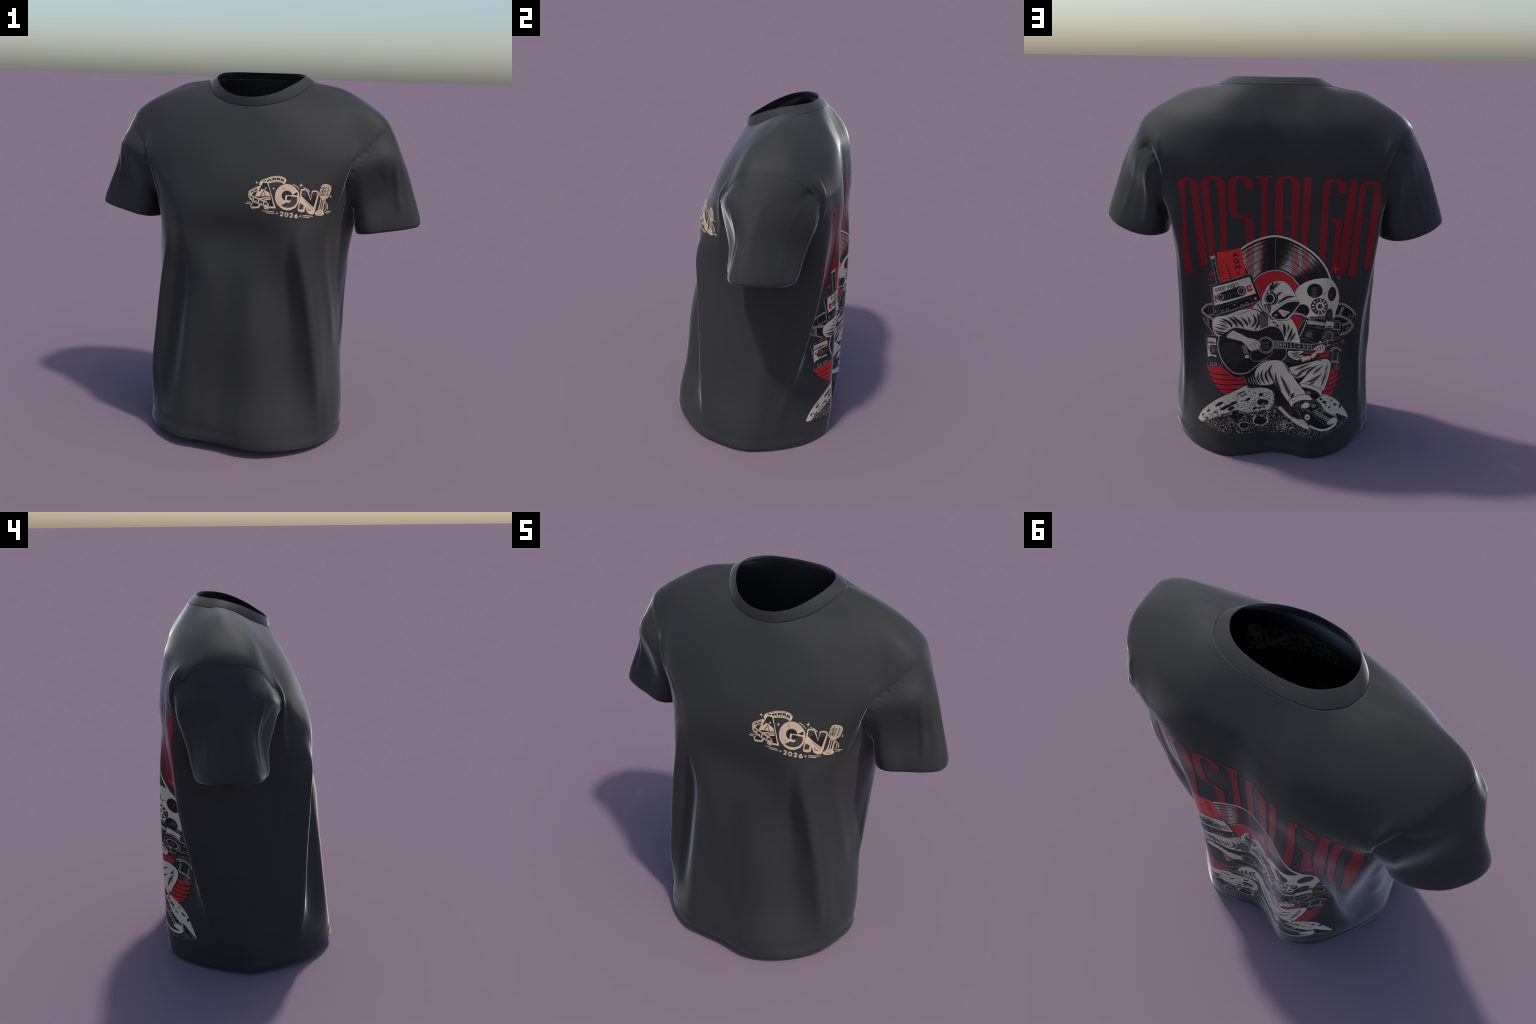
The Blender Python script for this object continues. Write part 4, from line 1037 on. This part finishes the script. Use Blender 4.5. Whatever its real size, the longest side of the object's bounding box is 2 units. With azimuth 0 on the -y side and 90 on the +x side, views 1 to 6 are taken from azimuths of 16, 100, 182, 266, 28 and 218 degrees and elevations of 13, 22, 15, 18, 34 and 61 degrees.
FR.blob([(1470, 570), (1500, 540), (1590, 550), (1644, 600), (1692, 770), (1718, 604), (1756, 572), (1840, 580), (1876, 640), (1820, 880), (1755, 1106), (1612, 1062), (1572, 930), (1550, 1050), (1432, 1044), (1402, 988), (1440, 760)], "gold", 2)
FR.flat([(1498, 570), (1592, 570), (1620, 610), (1690, 800), (1736, 612), (1760, 598), (1832, 608), (1850, 640), (1758, 952), (1580, 786), (1482, 690)], "char")
FR.flat([(1452, 856), (1534, 896), (1522, 994), (1424, 994)], "goldhatch")
FR.flat([(1500, 575), (1580, 575), (1600, 640), (1560, 720), (1490, 680)], "goldhatch"); FR.flat([(1745, 620), (1830, 612), (1820, 700), (1740, 700)], "goldhatch")
FR.flat([(1612, 938), (1706, 1036), (1632, 1022)], "char"); FR.flat([(1626, 962), (1680, 1018), (1640, 1010)], "gold")
FR.line([(1565, 800), (1660, 900), (1748, 1010)], 9, "char"); FR.line([(1470, 560), (1440, 760), (1414, 980)], 5, "char")
FR.group = "chest_microphone_print"
FR.blob([(1916, 752), (2030, 752), (1990, 900), (1962, 1030), (1852, 1020), (1890, 880)], "gold", 2)
FR.line([(1936, 790), (1914, 900), (1890, 1005)], 20, "char"); FR.line([(1976, 790), (1952, 900), (1930, 1010)], 22, "char")
FR.ring((1944, 780), 16, 16, 6, "char", "gold"); FR.ring((2006, 788), 14, 14, 6, "char", "gold")
FR.blob([(1940, 470), (1990, 432), (2060, 430), (2130, 462), (2156, 514), (2140, 590), (2088, 720), (2034, 752), (1930, 740), (1884, 690), (1892, 620)], "gold", 3)
for k in range(7):
    y_, sx = 500 + 30 * k, -9 * k
    FR.line([(1940 + sx, y_), (1992 + sx, y_ + 4)], 15, "char"); FR.line([(2008 + sx, y_ + 2), (2066 + sx, y_ + 6)], 15, "char")
    FR.line([(2108 + sx, y_ + 14), (2134 + sx, y_ + 6)], 9, "char")
FR.line([(2000, 470), (1975, 580), (1950, 690)], 13, "char"); FR.line([(2096, 500), (2072, 600), (2040, 700)], 13, "char")
FR.line([(1960, 470), (2040, 458), (2110, 490)], 8, "char")
FR.line([(2018, 824), (2064, 890), (2066, 988)], 17, "gold"); FR.line([(2026, 880), (2036, 960), (1998, 1030)], 14, "gold")
FR.oval((1886, 1080), 106, 58, "gold"); FR.oval((1900, 1030), 74, 34, "gold")
for st in ([(1810, 1050), (1890, 1076), (1950, 1060)], [(1830, 1100), (1890, 1110), (1930, 1100)], [(1850, 1018), (1890, 1030), (1930, 1024)]):
    FR.line(st, 9, "char")
FR.group = "chest_sparkle_print"
for c, r_ in (((490, 393), 43), ((690, 520), 36), ((868, 527), 39), ((1480, 455), 50), ((2140, 705), 40), ((942, 1078), 38), ((1460, 1145), 38)):
    FR.star(c, r_, "gold")
for st in ([(1295, 432), (1390, 488), (1440, 550)], [(1525, 510), (1612, 540), (1675, 600)]):
    FR.line(st, 15, "gold")
for p, q in (((270, 828), (356, 833)), ((240, 860), (342, 868)), ((615, 1025), (880, 1050)), ((692, 1070), (880, 1085)), ((1515, 1130), (1745, 1150)), ((1510, 1165), (1666, 1177)), ((2034, 1030), (2140, 1045)), ((2010, 1062), (2096, 1075))):
    FR.line([p, q], 17, "gold")
FR.group = "chest_year_print"
for n_, ch in enumerate("2026"):
    write(FR, ch, (1014 + 107 * n_, 1052 + 15 * n_), (64, 6), (-4, 82), 26, "gold")

# ------------------------------------------------------------------ lay the drawings on the cloth
def projector(eye, look, roll):
    e = np.array(eye); f = np.array(look) - e; f /= np.linalg.norm(f)
    rr = np.cross(f, [0, 0, 1]); rr /= np.linalg.norm(rr); up = np.cross(rr, f); a_ = math.radians(roll)
    right_ = math.cos(a_) * rr + math.sin(a_) * up; up_ = math.cos(a_) * up - math.sin(a_) * rr
    return lambda u, v: (e, f + (u - 512) / 1510.4 * right_ - (v - 512) / 1510.4 * up_)

BODY_N = grid_normals(BODY)
def skin_point(e, d):
    q, n, idx, dist = BVH.ray_cast(Vector(e), Vector(d))
    if q is None:
        return None
    i, j = divmod(idx, NU)
    ks = [(i, j), (i, (j + 1) % NU), (i + 1, (j + 1) % NU), (i + 1, j)]
    q = np.array(q)
    w = np.array([1 / (1e-5 + np.linalg.norm(BODY[k] - q)) for k in ks])
    n = (np.array([BODY_N[k] for k in ks]) * w[:, None]).sum(0)
    return q, n / np.linalg.norm(n)

def drape(sheet, proj, lift, step, inside=False):
    vs, fs, index = [], [], {}
    for pts, mat, grp in sheet.faces:
        f = []
        for p in pts:
            k = (round(p[0], 3), round(p[1], 3))
            if k not in index:
                index[k] = len(vs); vs.append(Vector(k))
            if not f or f[-1] != index[k]:
                f.append(index[k])
        fs.append(f)
    us = [p[0] for p in vs]; ws = [p[1] for p in vs]
    for x_ in np.arange(min(us), max(us), step):
        for y_ in np.arange(min(ws), max(ws), step):
            vs.append(Vector((x_ + .137, y_ + .211)))
    V2, E2, F2, oV, oE, oF = delaunay_2d_cdt(vs, [], fs, 1, 1e-4, True)
    hits = [skin_point(*proj(v[0], v[1])) for v in V2]
    parts = {}
    for f, o in zip(F2, oF):
        if not o or any(hits[i] is None for i in f):
            continue
        P3 = [hits[i][0] for i in f]
        c2 = np.mean([V2[i] for i in f], 0)
        e_, d_ = proj(*c2)
        if np.mean([hits[i][1] for i in f], 0) @ d_ / np.linalg.norm(d_) > -.2:
            continue
        if max(np.linalg.norm(P3[a_] - P3[a_ - 1]) for a_ in range(len(P3))) > .08:
            continue
        pts, mat, grp = sheet.faces[max(o)]
        parts.setdefault(grp, []).append((f, mat))
    for grp, lst in parts.items():
        remap, verts, nrm_, faces, mats, mi = {}, [], [], [], [], []
        for f, mat in lst:
            g = []
            for i in f:
                if i not in remap:
                    remap[i] = len(verts)
                    p, n = hits[i]
                    verts.append(tuple(p - n * (.005 + lift) if inside else p + n * lift))
                    nrm_.append(tuple(-n if inside else n))
                g.append(remap[i])
            a3, b3, c3 = (np.array(verts[g[k]]) for k in range(3))
            if np.cross(b3 - a3, c3 - a3) @ np.array(nrm_[g[0]]) < 0:
                g.reverse()
            faces.append(g)
            if mat not in mats:
                mats.append(mat)
            mi.append(mats.index(mat))
        base = grp.split(".")[0]
        name = ("inner_" if inside else "") + base
        me = bpy.data.meshes.new(name)
        me.from_pydata(verts, [], faces)
        for m_ in mats:
            me.materials.append(M[m_])
        me.polygons.foreach_set("material_index", mi)
        me.polygons.foreach_set("use_smooth", [True] * len(faces))
        me.update()
        me.normals_split_custom_set_from_vertices(nrm_)
        add_obj(name, me, torso)

back_light = projector((-0.1428, 4.1664, 2.0929), (-0.032, -0.063, 0.983), 1.0)
chest_light = projector((1.1995, -3.9837, 1.9734), (0.051, -0.056, 1.006), 1.8)
drape(BK, back_light, .0014, 4.0)
drape(FR, chest_light, .0014, 4.0)
drape(FR, chest_light, .0012, 4.0, inside=True)
